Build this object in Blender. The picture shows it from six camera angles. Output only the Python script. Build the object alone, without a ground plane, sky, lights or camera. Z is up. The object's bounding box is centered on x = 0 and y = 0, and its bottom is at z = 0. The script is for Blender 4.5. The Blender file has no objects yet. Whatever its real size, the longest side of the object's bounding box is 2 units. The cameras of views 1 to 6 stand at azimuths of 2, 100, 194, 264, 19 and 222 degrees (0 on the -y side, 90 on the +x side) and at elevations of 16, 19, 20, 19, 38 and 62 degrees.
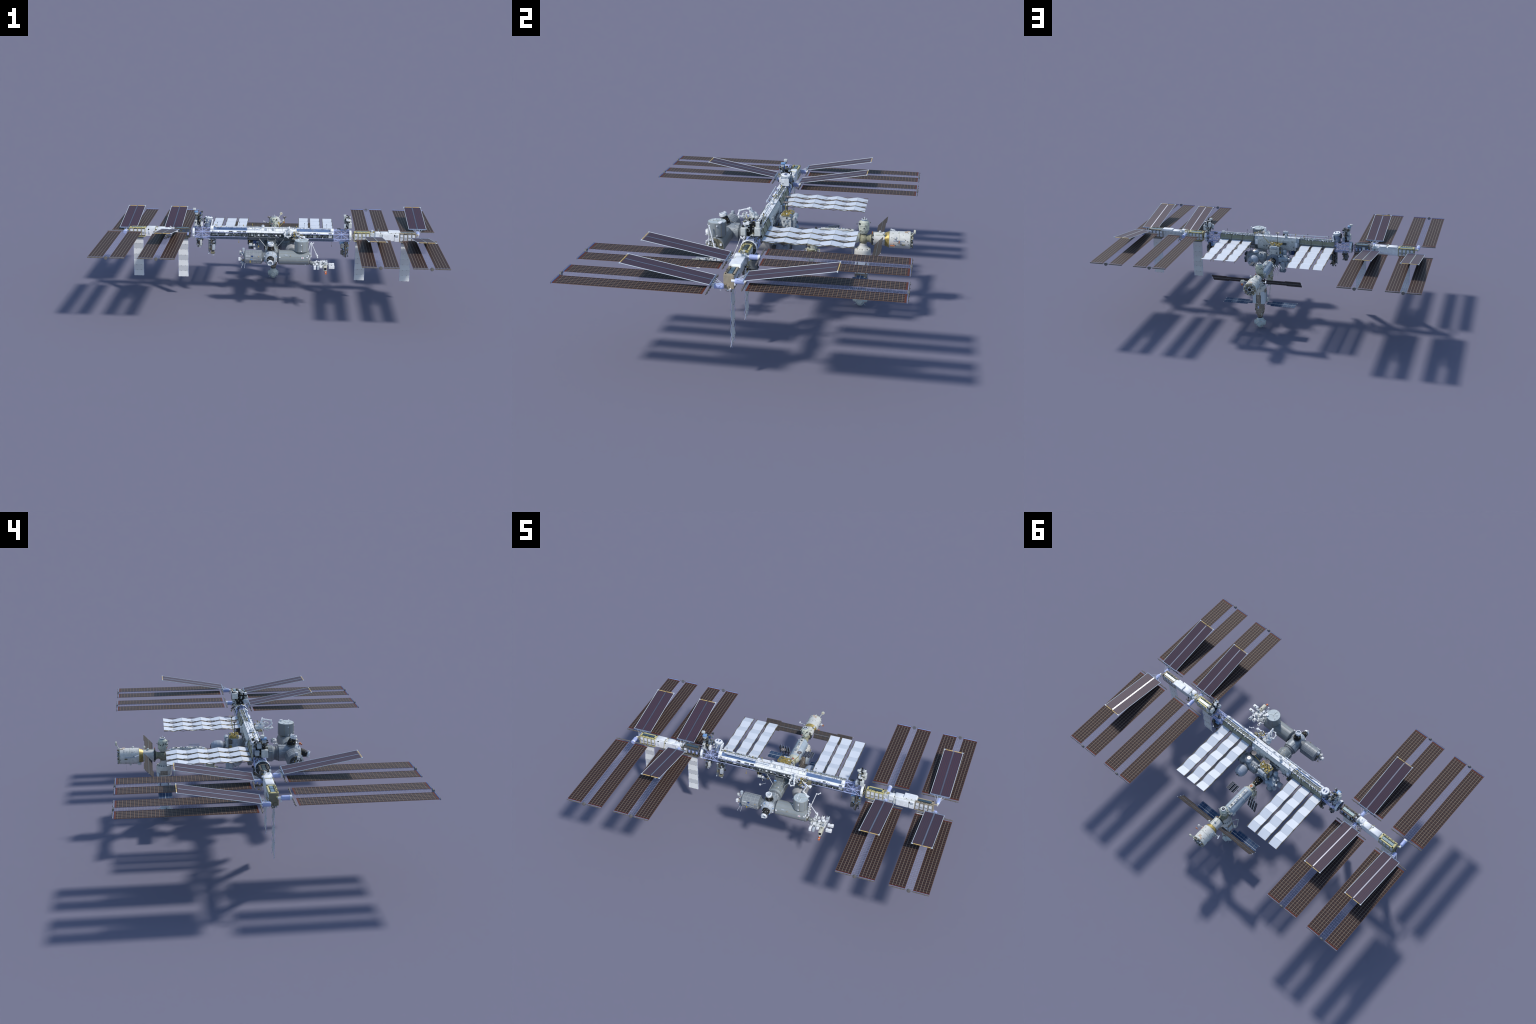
import bpy, bmesh, math, random
from mathutils import Vector, Matrix, Euler

# ------------------------------------------------------------------ helpers
TAU = math.tau
V = Vector


def srgb(r, g, b):
    def f(c):
        c /= 255.0
        return c / 12.92 if c <= 0.04045 else ((c + 0.055) / 1.055) ** 2.4
    return (f(r), f(g), f(b))


class Nodes:
    """small wrapper that makes node graphs short to write"""

    def __init__(self, name):
        m = bpy.data.materials.new(name)
        m.use_nodes = True
        self.m, self.t = m, m.node_tree
        self.bsdf = self.t.nodes["Principled BSDF"]

    def n(self, kind, **kw):
        x = self.t.nodes.new("ShaderNode" + kind)
        for k, v in kw.items():
            setattr(x, k, v)
        return x

    def link(self, a, b):
        self.t.links.new(a, b)

    def math(self, op, a, b=None, c=None):
        x = self.n("Math", operation=op)
        for i, v in enumerate((a, b, c)):
            if v is None:
                continue
            if isinstance(v, (int, float)):
                x.inputs[i].default_value = v
            else:
                self.link(v, x.inputs[i])
        return x.outputs[0]

    def mix(self, fac, a, b):
        x = self.n("Mix", data_type="RGBA")
        for s, v in ((x.inputs[0], fac), (x.inputs[6], a), (x.inputs[7], b)):
            if isinstance(v, (int, float)):
                s.default_value = v
            elif isinstance(v, tuple):
                s.default_value = (*v, 1)
            else:
                self.link(v, s)
        return x.outputs[2]

    def coord(self):
        return self.n("TexCoord").outputs["Object"]

    def noise(self, scale, detail=2.0, co=None):
        x = self.n("TexNoise")
        x.inputs["Scale"].default_value = scale
        x.inputs["Detail"].default_value = detail
        self.link(co if co is not None else self.coord(), x.inputs["Vector"])
        return x.outputs["Fac"]


def scaled(c, k):
    return tuple(min(1.0, v * k) for v in c)


def plain(name, col, rough=0.55, metal=0.0, var=0.12, scale=90.0, patch=0.0, pscale=70.0, bump=0.0, spec=0.5):
    """painted or blanketed metal: base colour, soft mottling, optional patchwork of blanket pieces"""
    g = Nodes(name)
    co = g.coord()
    f = g.noise(scale, 3.0, co)
    ramp = g.n("ValToRGB")
    ramp.color_ramp.elements[0].position, ramp.color_ramp.elements[1].position = 0.3, 0.7
    ramp.color_ramp.elements[0].color = (*scaled(col, 1 - var), 1)
    ramp.color_ramp.elements[1].color = (*scaled(col, 1 + var), 1)
    g.link(f, ramp.inputs[0])
    out = ramp.outputs[0]
    if patch:
        vo = g.n("TexVoronoi", feature="F1", distance="CHEBYCHEV")
        vo.inputs["Scale"].default_value = pscale
        g.link(co, vo.inputs["Vector"])
        sep = g.n("SeparateColor")
        g.link(vo.outputs["Color"], sep.inputs[0])
        k = g.math("MULTIPLY_ADD", sep.outputs[0], 2 * patch, 1 - patch)
        mul = g.n("VectorMath", operation="SCALE")
        g.link(out, mul.inputs[0])
        g.link(k, mul.inputs["Scale"])
        out = mul.outputs[0]
    g.link(out, g.bsdf.inputs["Base Color"])
    g.bsdf.inputs["Roughness"].default_value = rough
    g.bsdf.inputs["Metallic"].default_value = metal
    g.bsdf.inputs["Specular IOR Level"].default_value = spec
    if bump:
        b = g.n("Bump")
        b.inputs["Strength"].default_value = bump
        b.inputs["Distance"].default_value = 0.001
        g.link(g.noise(scale * 3, 3.0, co), b.inputs["Height"])
        g.link(b.outputs[0], g.bsdf.inputs["Normal"])
    return g.m


def cell_material(name, pitch, cell, cell2, line, fine, edge, width, length, fine_w=0.10, line_w=0.11, end=0.0105, xw=0.052, xline=None, side=None, spec=0.35, rough=0.35):
    """solar cells on a blanket lying in its own object's x-y plane, corner at the origin:
    square cells, pale wires between strings, thin brown seams between rows, red-brown end leaves"""
    g = Nodes(name)
    sep = g.n("SeparateXYZ")
    g.link(g.coord(), sep.inputs[0])
    x, y = sep.outputs[0], sep.outputs[1]

    def near(v, p, w, off=0.0):        # 1 close to a multiple of p
        a = g.math("DIVIDE", v, p)
        a = g.math("ADD", a, 0.5 + off)
        a = g.math("FRACT", a)
        a = g.math("SUBTRACT", a, 0.5)
        a = g.math("ABSOLUTE", a)
        return g.math("LESS_THAN", a, w)

    no = g.noise(160, 2.0)
    base = g.mix(no, cell, cell2)
    base = g.mix(near(y, pitch, fine_w, 0.5), base, fine)
    base = g.mix(near(y, pitch, line_w), base, line)
    base = g.mix(near(x, width / 5.0, xw), base, xline or line)
    # outer borders and end leaves
    ex = g.math("ABSOLUTE", g.math("SUBTRACT", x, width / 2))
    base = g.mix(g.math("GREATER_THAN", ex, width / 2 - 0.0020), base, side or edge)
    ey = g.math("ABSOLUTE", g.math("SUBTRACT", y, length / 2))
    base = g.mix(g.math("GREATER_THAN", ey, length / 2 - end), base, edge)
    g.link(base, g.bsdf.inputs["Base Color"])
    g.bsdf.inputs["Roughness"].default_value = rough
    g.bsdf.inputs["Specular IOR Level"].default_value = spec
    return g.m


class Build:
    """collects primitive solids into one mesh, one material slot per colour used"""

    def __init__(self):
        self.v, self.f, self.mi, self.mats = [], [], [], []
        self.M = Matrix.Identity(4)

    def slot(self, m):
        if m not in self.mats:
            self.mats.append(m)
        return self.mats.index(m)

    def raw(self, vs, fs, m):
        o, s = len(self.v), self.slot(m)
        self.v += [tuple(self.M @ V(p)) for p in vs]
        self.f += [tuple(i + o for i in f) for f in fs]
        self.mi += [s] * len(fs)

    def box(self, c, size, m, rot=None, ch=0.0):
        """box, optionally with chamfered vertical and horizontal edges (ch)"""
        R = Euler(rot).to_matrix() if rot is not None else Matrix.Identity(3)
        hx, hy, hz = (s / 2 for s in size)
        c = V(c)
        if ch <= 0:
            vs = [c + R @ V((sx * hx, sy * hy, sz * hz)) for sz in (-1, 1) for sy in (-1, 1) for sx in (-1, 1)]
            fs = [(0, 2, 3, 1), (4, 5, 7, 6), (0, 1, 5, 4), (2, 6, 7, 3), (0, 4, 6, 2), (1, 3, 7, 5)]
        else:
            vs, fs = [], []
            prof = [(-hz, ch), (-hz + ch, 0), (hz - ch, 0), (hz, ch)]
            for z, i in prof:
                a, b = hx - i, hy - i
                for p in ((a - ch, b), (-a + ch, b), (-a, b - ch), (-a, -b + ch), (-a + ch, -b), (a - ch, -b), (a, -b + ch), (a, b - ch)):
                    vs.append(c + R @ V((p[0], p[1], z)))
            for k in range(3):
                for j in range(8):
                    fs.append((k * 8 + j, k * 8 + (j + 1) % 8, k * 8 + 8 + (j + 1) % 8, k * 8 + 8 + j))
            fs.append(tuple(range(7, -1, -1)))
            fs.append(tuple(range(24, 32)))
        self.raw(vs, fs, m)

    def lathe(self, p0, p1, prof, m, n=32, cap=True, phase=0.0, sq=None):
        """revolve prof = [(t along p0..p1 in metres, radius)] ; m may be a list, one per band"""
        p0, p1 = V(p0), V(p1)
        d = (p1 - p0).normalized()
        a = d.orthogonal().normalized() if abs(d.z) > 0.9 or abs(d.z) < 1e-6 and False else V((0, 0, 1)).cross(d)
        if a.length < 1e-4:
            a = V((1, 0, 0))
        a.normalize()
        b = d.cross(a)
        rings = []
        for t, r in prof:
            rings.append([p0 + d * t + (a * math.cos(TAU * i / n + phase) + b * math.sin(TAU * i / n + phase)) * max(r, 1e-5) for i in range(n)])
        for k in range(len(prof) - 1):
            mm = m[k] if isinstance(m, (list, tuple)) else m
            self.raw(rings[k] + rings[k + 1], [(i, (i + 1) % n, n + (i + 1) % n, n + i) for i in range(n)], mm)
        if cap:
            m0 = m[0] if isinstance(m, (list, tuple)) else m
            m1 = m[-1] if isinstance(m, (list, tuple)) else m
            self.raw(rings[0], [tuple(range(n - 1, -1, -1))], m0)
            self.raw(rings[-1], [tuple(range(n))], m1)

    def cyl(self, p0, p1, r0, m, r1=None, n=20):
        L = (V(p1) - V(p0)).length
        self.lathe(p0, p1, [(0, r0), (L, r0 if r1 is None else r1)], m, n)

    def rod(self, p0, p1, r, m, n=5):
        if (V(p1) - V(p0)).length > 1e-6:
            self.cyl(p0, p1, r, m, n=n)

    def path(self, pts, r, m, n=6):
        for a, b in zip(pts, pts[1:]):
            self.rod(a, b, r, m, n)
        for p in pts[1:-1]:
            self.ball(p, r * 1.05, m, 8, 5)

    def ball(self, c, r, m, n=20, k=12, sc=(1, 1, 1)):
        c = V(c)
        vs, fs = [], []
        for j in range(k + 1):
            th = math.pi * j / k
            for i in range(n):
                ph = TAU * i / n
                vs.append(c + V((math.sin(th) * math.cos(ph) * r * sc[0], math.sin(th) * math.sin(ph) * r * sc[1], math.cos(th) * r * sc[2])))
        for j in range(k):
            for i in range(n):
                q = [j * n + i, (j + 1) * n + i, (j + 1) * n + (i + 1) % n, j * n + (i + 1) % n]
                if j == 0:
                    q = [q[0], q[1], q[2]]
                elif j == k - 1:
                    q = [q[0], q[1], q[3]]
                fs.append(tuple(q))
        self.raw(vs, fs, m)

    def torus(self, c, axis, R, r, m, n=32, k=8):
        d = V(axis).normalized()
        a = d.orthogonal().normalized()
        b = d.cross(a)
        vs, fs = [], []
        for i in range(n):
            u = a * math.cos(TAU * i / n) + b * math.sin(TAU * i / n)
            for j in range(k):
                w = TAU * j / k
                vs.append(V(c) + u * (R + r * math.cos(w)) + d * r * math.sin(w))
        for i in range(n):
            for j in range(k):
                fs.append((i * k + j, ((i + 1) % n) * k + j, ((i + 1) % n) * k + (j + 1) % k, i * k + (j + 1) % k))
        self.raw(vs, fs, m)

    def prism(self, poly, x0, x1, m):
        """poly = [(y, z)] swept along x"""
        n = len(poly)
        vs = [(x0, y, z) for y, z in poly] + [(x1, y, z) for y, z in poly]
        self.raw(vs, [(i, (i + 1) % n, n + (i + 1) % n, n + i) for i in range(n)] + [tuple(range(n - 1, -1, -1)), tuple(range(n, 2 * n))], m)

    def slab(self, a, b, c, th, m, thn=None):
        """parallelogram plate: corner a, edges to b and c, thickness th"""
        a, b, c = V(a), V(b), V(c)
        nrm = (b - a).cross(c - a).normalized() * th / 2
        d = b + c - a
        vs = [p - nrm for p in (a, b, d, c)] + [p + nrm for p in (a, b, d, c)]
        self.raw(vs, [(0, 3, 2, 1), (4, 5, 6, 7), (0, 1, 5, 4), (1, 2, 6, 5), (2, 3, 7, 6), (3, 0, 4, 7)], m)

    def clutter(self, lo, hi, n, mats, smin, smax, seed, rods=0.25, cyls=0.25, rodr=0.0009):
        """small equipment: boxes, bottles and bars filling the volume lo..hi"""
        rr = random.Random(seed)
        for _ in range(n):
            c = V([rr.uniform(a, b) for a, b in zip(lo, hi)])
            m = rr.choice(mats)
            k = rr.random()
            if k < rods:
                ax = V((rr.uniform(-1, 1), rr.uniform(-1, 1), rr.uniform(-1, 1))).normalized() * rr.uniform(smax * 0.7, smax * 1.4)
                self.rod(c - ax / 2, c + ax / 2, rodr, m, 5)
            elif k < rods + cyls:
                ax = V([(1, 0, 0), (0, 1, 0), (0, 0, 1)][rr.randrange(3)]) * rr.uniform(smin, smax)
                self.cyl(c - ax / 2, c + ax / 2, rr.uniform(smin, smax) * 0.4, m, n=10)
            else:
                self.box(c, [rr.uniform(smin, smax) for _ in range(3)], m, rot=(0, 0, rr.choice([0, 0, 0, rr.uniform(-0.5, 0.5)])))

    def mesh(self, name, angle=38):
        me = bpy.data.meshes.new(name)
        me.from_pydata(self.v, [], self.f)
        for m in self.mats:
            me.materials.append(m)
        me.polygons.foreach_set("material_index", self.mi)
        bm = bmesh.new()
        bm.from_mesh(me)
        bmesh.ops.recalc_face_normals(bm, faces=bm.faces)
        bm.to_mesh(me)
        bm.free()
        me.polygons.foreach_set("use_smooth", [True] * len(me.polygons))
        me.set_sharp_from_angle(angle=math.radians(angle))
        me.update()
        return me

    def obj(self, name, parent, stuff=False):
        o = bpy.data.objects.new(name, self.mesh(name))
        bpy.context.scene.collection.objects.link(o)
        o.parent = parent
        if stuff:
            o["kind"] = "stuff"
        return o


def inst(name, me, parent, M, stuff=False):
    o = bpy.data.objects.new(name, me)
    bpy.context.scene.collection.objects.link(o)
    o.parent = parent
    o.matrix_local = M
    if stuff:
        o["kind"] = "stuff"
    return o


T = Matrix.Translation
RZ = lambda a: Matrix.Rotation(a, 4, "Z")

# ---------------------------------------------------------------- materials
WHITE = plain("white_paint", srgb(238, 240, 242), 0.5, var=0.05, patch=0.05, pscale=60)
RADW = plain("radiator_white", srgb(219, 225, 233), 0.5, var=0.02, scale=30)
PVRAD = plain("folding_radiator_white", srgb(222, 224, 226), 0.5, var=0.03, scale=30)
OFFW = plain("blanket_off_white", srgb(205, 208, 206), 0.65, var=0.12, patch=0.1, pscale=90, bump=0.3)
GREYW = plain("pale_grey_blanket", srgb(176, 184, 192), 0.6, var=0.12, patch=0.1, pscale=70)
LAB = plain("module_grey", srgb(136, 145, 148), 0.5, var=0.08, patch=0.10, pscale=60, scale=40)
JEM = plain("laboratory_grey_green", srgb(142, 149, 151), 0.42, var=0.05, patch=0.03, pscale=40, scale=25)
COL = plain("laboratory_silver_grey", srgb(138, 143, 147), 0.4, var=0.08, patch=0.06, pscale=50, metal=0.1)
NODE = plain("node_grey", srgb(150, 158, 164), 0.45, var=0.1, patch=0.14, pscale=45, metal=0.15)
DARK = plain("dark_grey", srgb(62, 66, 68), 0.6, var=0.25)
MIDD = plain("truss_inner_grey", srgb(92, 99, 101), 0.6, var=0.25, patch=0.25, pscale=50)
MID = plain("mid_grey", srgb(112, 118, 122), 0.55, var=0.2)
BLACK = plain("black_blanket", srgb(20, 20, 20), 0.7, var=0.4)
LAV = plain("truss_lavender", srgb(156, 164, 196), 0.45, var=0.1)
LAVB = plain("lattice_lavender", srgb(178, 190, 232), 0.45, var=0.08)
SILVER = plain("bright_metal", srgb(205, 210, 215), 0.28, metal=0.75, var=0.12)
STEEL = plain("steel_bluegrey", srgb(128, 142, 160), 0.4, metal=0.25, var=0.15)
BLUEP = plain("blue_thermal_panel", srgb(86, 113, 154), 0.65, var=0.08, scale=60)
BLUE = plain("deep_blue", srgb(40, 66, 120), 0.45, var=0.2)
SKYB = plain("light_blue_panel", srgb(120, 160, 205), 0.4, var=0.15)
KHAKI = plain("khaki_green_panel", srgb(128, 130, 112), 0.6, var=0.15, patch=0.06, pscale=60)
GOLD = plain("gold_foil", srgb(176, 156, 84), 0.5, metal=0.1, var=0.22, scale=160)
GOLDF = plain("pale_gold_frame", srgb(206, 196, 138), 0.5, var=0.12, scale=150)
TAN = plain("tan_frame", srgb(166, 154, 132), 0.55, var=0.12, scale=120)
CONE = plain("crinkled_gold_blanket", srgb(186, 164, 98), 0.38, metal=0.45, var=0.3, scale=180, patch=0.25, pscale=110, bump=0.6)
OLIVE = plain("olive_plate", srgb(122, 118, 98), 0.6, var=0.12, scale=60)
DARKF = plain("dark_bronze_frame", srgb(96, 92, 84), 0.5, var=0.25)
TEAL = plain("dark_teal_panel", srgb(140, 158, 160), 0.27, metal=0.92, var=0.08)
ORU = plain("battery_blanket", srgb(205, 207, 212), 0.55, var=0.12, scale=200)
CAN = plain("mast_canister_periwinkle", srgb(176, 188, 232), 0.4, var=0.06)
MAST = plain("mast_lattice", srgb(152, 160, 194), 0.5, var=0.05)
BAR = plain("blanket_box_grey", srgb(112, 106, 102), 0.55, var=0.15)
TIPB = plain("blanket_box_blue", srgb(150, 172, 224), 0.5, var=0.06)
ENDCAP = plain("mast_end_grey", srgb(104, 104, 104), 0.6, var=0.1)
BOOM = plain("boom_white", srgb(214, 222, 230), 0.4, var=0.05)
TIPTAN = plain("tip_spreader_tan", srgb(216, 184, 118), 0.5, var=0.08)
ROLLG = plain("roll_frame_bluegrey", srgb(134, 148, 172), 0.4, metal=0.2, var=0.08)
STRIP = plain("centre_strip", srgb(160, 160, 170), 0.3, metal=0.85, var=0.06)
BRONZE = plain("hinge_bronze", srgb(112, 96, 74), 0.4, metal=0.5, var=0.25)
HINGE = plain("hinge_strip", srgb(178, 160, 122), 0.3, metal=0.9, var=0.2)
RUSW = plain("service_module_white", srgb(214, 214, 208), 0.55, var=0.09, scale=60, patch=0.05, pscale=50)
RUSO = plain("pale_olive_white", srgb(196, 200, 184), 0.6, var=0.14, scale=120, patch=0.08, pscale=110)
RUSB = plain("module_bluegrey", srgb(178, 192, 202), 0.55, var=0.08, scale=50)
RUSG = plain("node_olive", srgb(150, 148, 122), 0.65, var=0.22, scale=160, patch=0.15, pscale=120)
BROWN = plain("weathered_brown", srgb(148, 138, 126), 0.7, var=0.25, scale=140, patch=0.18, pscale=110)
PRI = plain("ball_node_pale", srgb(188, 198, 200), 0.6, var=0.08, scale=70, patch=0.08, pscale=60)
RADB = plain("side_radiator_pale_blue", srgb(200, 210, 218), 0.5, var=0.04)
BEAMM = plain("inflatable_fabric", srgb(172, 182, 196), 0.5, var=0.08, scale=50)
PMM = plain("storage_module_grey", srgb(168, 168, 168), 0.5, var=0.06, scale=40)
ORANGE = plain("orange_paint", srgb(214, 104, 40), 0.6, var=0.12)
STAIN = plain("rusty_stain", srgb(206, 182, 156), 0.6, var=0.12)
COPPER = plain("copper_cover", srgb(186, 116, 74), 0.6, var=0.1)
RED = plain("red_mark", srgb(196, 36, 40), 0.6, var=0.05)
GLASS = plain("dark_window", srgb(30, 34, 46), 0.15, var=0.1)
AMSB = plain("detector_bluegrey", srgb(118, 132, 158), 0.5, var=0.08)
DISH = plain("dish_brown_grey", srgb(120, 112, 108), 0.5, var=0.1)
BEIGE = plain("beige_box", srgb(206, 204, 186), 0.55, var=0.06)
SM_CELL = None

BW, BL = 0.0825, 0.580            # one large solar blanket
CELL = cell_material("solar_cells", 0.0166, srgb(56, 44, 46), srgb(45, 37, 41), srgb(124, 97, 77), srgb(76, 57, 48), srgb(98, 54, 42), BW, BL, fine_w=0.055, line_w=0.062, xline=srgb(146, 135, 121), end=0.0075, spec=0.11, rough=0.5, side=srgb(104, 80, 64))
RW, RL = 0.0485, 0.343            # one roll-out blanket
ROLL = cell_material("roll_out_cells", 0.0085, srgb(72, 64, 78), srgb(62, 56, 72), srgb(82, 64, 72), srgb(78, 66, 76), srgb(78, 60, 66), RW, RL, end=0.002, fine_w=0.06, line_w=0.06, xline=srgb(108, 64, 64), xw=0.06, spec=0.15, rough=0.45)


def russian_cells(name, a, b, seam, sx, sy):
    g = Nodes(name)
    br = g.n("TexBrick")
    br.offset = 0.0
    br.inputs["Scale"].default_value = 1.0
    br.inputs["Brick Width"].default_value, br.inputs["Row Height"].default_value = sx, sy
    br.inputs["Mortar Size"].default_value = 0.0007
    br.inputs["Mortar Smooth"].default_value = 0.0
    br.inputs["Color1"].default_value, br.inputs["Color2"].default_value = (*a, 1), (*b, 1)
    br.inputs["Mortar"].default_value = (*seam, 1)
    g.link(g.coord(), br.inputs["Vector"])
    g.link(br.outputs["Color"], g.bsdf.inputs["Base Color"])
    g.bsdf.inputs["Roughness"].default_value = 0.55
    g.bsdf.inputs["Specular IOR Level"].default_value = 0.2
    return g.m


SMC = russian_cells("grey_solar_cells", srgb(70, 67, 67), srgb(62, 60, 61), srgb(98, 84, 72), 0.0245, 0.0148)
NKC = russian_cells("blue_solar_cells", srgb(46, 70, 106), srgb(58, 84, 118), srgb(128, 140, 150), 0.026, 0.0155)
FGC = russian_cells("dark_solar_cells", srgb(50, 56, 70), srgb(60, 66, 82), srgb(120, 122, 124), 0.03, 0.013)

# ---------------------------------------------------------------- the station
root = bpy.data.objects.new("space_station", None)
bpy.context.scene.collection.objects.link(root)
root.empty_display_size = 0.1
root["label"] = "orbiting space station with long truss, solar wings and modules"
root["category"] = "space station"

# ---- large solar array wings (blanket pairs on a lattice mast) -------------
b = Build()
b.box((BW / 2, BL / 2, 0), (BW, BL, 0.0014), CELL)
blanket_mesh = b.mesh("solar_blanket")

b = Build()                                       # lattice mast, local +y
mw, mh, y0, y1 = 0.0185, 0.0013, 0.0, 0.592
for sx in (-1, 1):
    for sz in (-1, 1):
        b.rod((sx * mw, y0, sz * mh), (sx * mw, y1, sz * mh), 0.00034, MAST, 4)
for sx in (-0.33, 0.33):
    b.rod((sx * mw, y0, mh), (sx * mw, y1, mh), 0.00022, MAST, 4)
nb = 44
for i in range(nb + 1):
    y = y0 + (y1 - y0) * i / nb
    for sz in (-1, 1):
        b.rod((-mw, y, sz * mh), (mw, y, sz * mh), 0.0002, MAST, 4)
    for sx in (-1, 1):
        b.rod((sx * mw, y, -mh), (sx * mw, y, mh), 0.0002, MAST, 4)
    if i < nb:
        yn = y0 + (y1 - y0) * (i + 1) / nb
        s = 1 if i % 2 else -1
        b.rod((-s * mw, y, mh), (s * mw, yn, mh), 0.00016, MAST, 4)
mast_mesh = b.mesh("mast")

b = Build()                                       # canister + blanket boxes + tip boxes
b.lathe((0, -0.047, -0.004), (0, 0, -0.004), [(0, 0.0085), (0.004, 0.0108), (0.034, 0.0108), (0.036, 0.0118), (0.045, 0.0118), (0.046, 0.009)], [CAN, CAN, CAN, WHITE, CAN], 24)
for s in (-1, 1):
    cx = s * (0.020 + BW / 2)
    b.box((cx, -0.0005, 0.0), (BW + 0.0046, 0.0045, 0.0065), BAR, ch=0.0012)
    for k in (-0.32, 0.0, 0.32):
        b.box((cx + k * BW, -0.0035, 0.0), (0.006, 0.003, 0.004), DARKF)
    b.box((cx, 0.5975, 0.0), (BW + 0.001, 0.0035, 0.0075), BAR, ch=0.001)
    b.box((cx, 0.5953, 0.0), (BW - 0.001, 0.0009, 0.0074), TIPB)
    for k in (-0.25, 0.25):
        b.box((cx + k * BW, 0.600, 0.0), (0.004, 0.003, 0.003), DARKF)
    b.rod((s * 0.0085, 0.597, 0), (s * 0.022, 0.597, 0), 0.0011, BAR, 6)
    b.rod((s * 0.0085, -0.002, -0.003), (s * 0.022, -0.001, 0), 0.0016, BAR, 6)
b.cyl((0, 0.5925, -0.002), (0, 0.6005, -0.002), 0.0098, ENDCAP, n=24)
b.cyl((0, 0.6005, -0.002), (0, 0.6015, -0.002), 0.006, BAR, n=24)
wing_mesh = b.mesh("solar_array_wing")

b = Build()                                       # roll-out array, local: base edge on x axis
hw = 0.0535
for s in (-1, 1):
    b.slab((s * 0.0035, 0.002, 0), (s * 0.0035 + s * RW, 0.002, 0), (s * 0.0035, 0.002 + RL, 0), 0.0012, ROLL)
roll_frame = Build()
for s in (-1, 1):
    roll_frame.rod((s * hw, 0, 0.0005), (s * hw, RL + 0.006, 0.0005), 0.0013, BOOM, 8)
    roll_frame.box((s * (hw - 0.002), RL + 0.006, 0.0), (0.010, 0.004, 0.004), BOOM)
    roll_frame.box((s * 0.024, RL + 0.006, 0.0), (0.042, 0.0036, 0.0036), TIPTAN, ch=0.0008)
    roll_frame.rod((s * 0.012, -0.004, -0.001), (s * 0.006, -0.044, -0.012), 0.0009, BOOM, 6)
    roll_frame.rod((s * 0.030, -0.003, -0.001), (s * 0.004, -0.046, -0.010), 0.0007, BOOM, 6)
roll_frame.box((0, RL / 2, 0.0), (0.006, RL, 0.0022), STRIP)
roll_frame.cyl((-hw - 0.003, -0.001, 0), (hw + 0.003, -0.001, 0), 0.0026, ROLLG, n=10)
roll_frame.box((0, -0.0025, -0.002), (2 * hw - 0.01, 0.003, 0.004), ROLLG)
roll_frame.box((0, -0.006, -0.003), (0.014, 0.008, 0.007), MID)
roll_mesh = roll_frame.mesh("roll_out_array")
rb = Build()
rb.box((RW / 2, RL / 2, 0), (RW, RL, 0.0011), ROLL)
roll_blanket_mesh = rb.mesh("roll_out_blanket")

tilt = math.atan2(0.0615, 0.344)
WINGS = [  # x centre, aft?, base y, z, roll-out array?
    (0.8952, True, 0.0745, 0.4255, True), (0.6168, True, 0.0745, 0.4255, False),
    (0.8952, False, 0.0615, 0.4010, True), (0.6168, False, 0.0615, 0.4010, True),
    (-0.8952, True, 0.0615, 0.4010, True), (-0.6168, True, 0.0615, 0.4010, True),
    (-0.8952, False, 0.0745, 0.4255, False), (-0.6168, False, 0.0745, 0.4255, True)]
for x, aft, by, z, rosa in WINGS:
    W = T((x, by if aft else -by, z)) @ (Matrix.Identity(4) if aft else RZ(math.pi))
    w = inst("solar_array_wing", wing_mesh, root, W)
    for s in (-1, 1):
        inst("solar_blanket", blanket_mesh, w, T((0.0201 if s > 0 else -0.0201 - BW, 0.0125, 0.0)))
    inst("mast", mast_mesh, w, Matrix.Identity(4))
    if rosa:
        R = T((0, -0.003, 0.0185)) @ Matrix.Rotation(tilt, 4, "X")
        inst("roll_out_array", roll_mesh, w, R)
        for s in (-1, 1):
            inst("roll_out_blanket", roll_blanket_mesh, w, R @ T((0.0036 if s > 0 else -0.0036 - RW, 0.0015, 0.0)))

# ---- big heat-rejection radiators (zig-zag panels) -------------------------
def zigzag_radiator(cols, z_of, y_folds, name):
    frame = Build()
    for cx, w in cols:
        for s in (-1, 1):
            ex = cx + s * (w / 2 + 0.0022)
            for k in range(len(y_folds) - 1):
                # scissor arms mirror the folds of the panels
                a = (ex, y_folds[k], 2 * z_of(k, True) - z_of(k) - 0.0005)
                c = (ex, y_folds[k + 1], 2 * z_of(k + 1, True) - z_of(k + 1) - 0.0005)
                frame.rod(a, c, 0.0011, BRONZE, 5)
                frame.rod((ex, y_folds[k], z_of(k) - 0.0008), (ex, y_folds[k + 1], z_of(k + 1) - 0.0008), 0.0014, HINGE, 8)
            mz = (z_of(0, True))
        frame.box((cx, y_folds[0] - 0.004, z_of(0)), (w, 0.006, 0.010), KHAKI)
    base = frame.obj(name, root)
    for cx, w in cols:
        for k in range(len(y_folds) - 1):
            pa = Build()
            A, B = V((0, y_folds[k] + 0.0004, z_of(k))), V((0, y_folds[k + 1] - 0.0004, z_of(k + 1)))
            pa.slab((cx - w / 2, A.y, A.z), (cx + w / 2, A.y, A.z), (cx - w / 2, B.y, B.z), 0.0014, RADW)
            pa.obj("radiator_panel", base)


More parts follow.
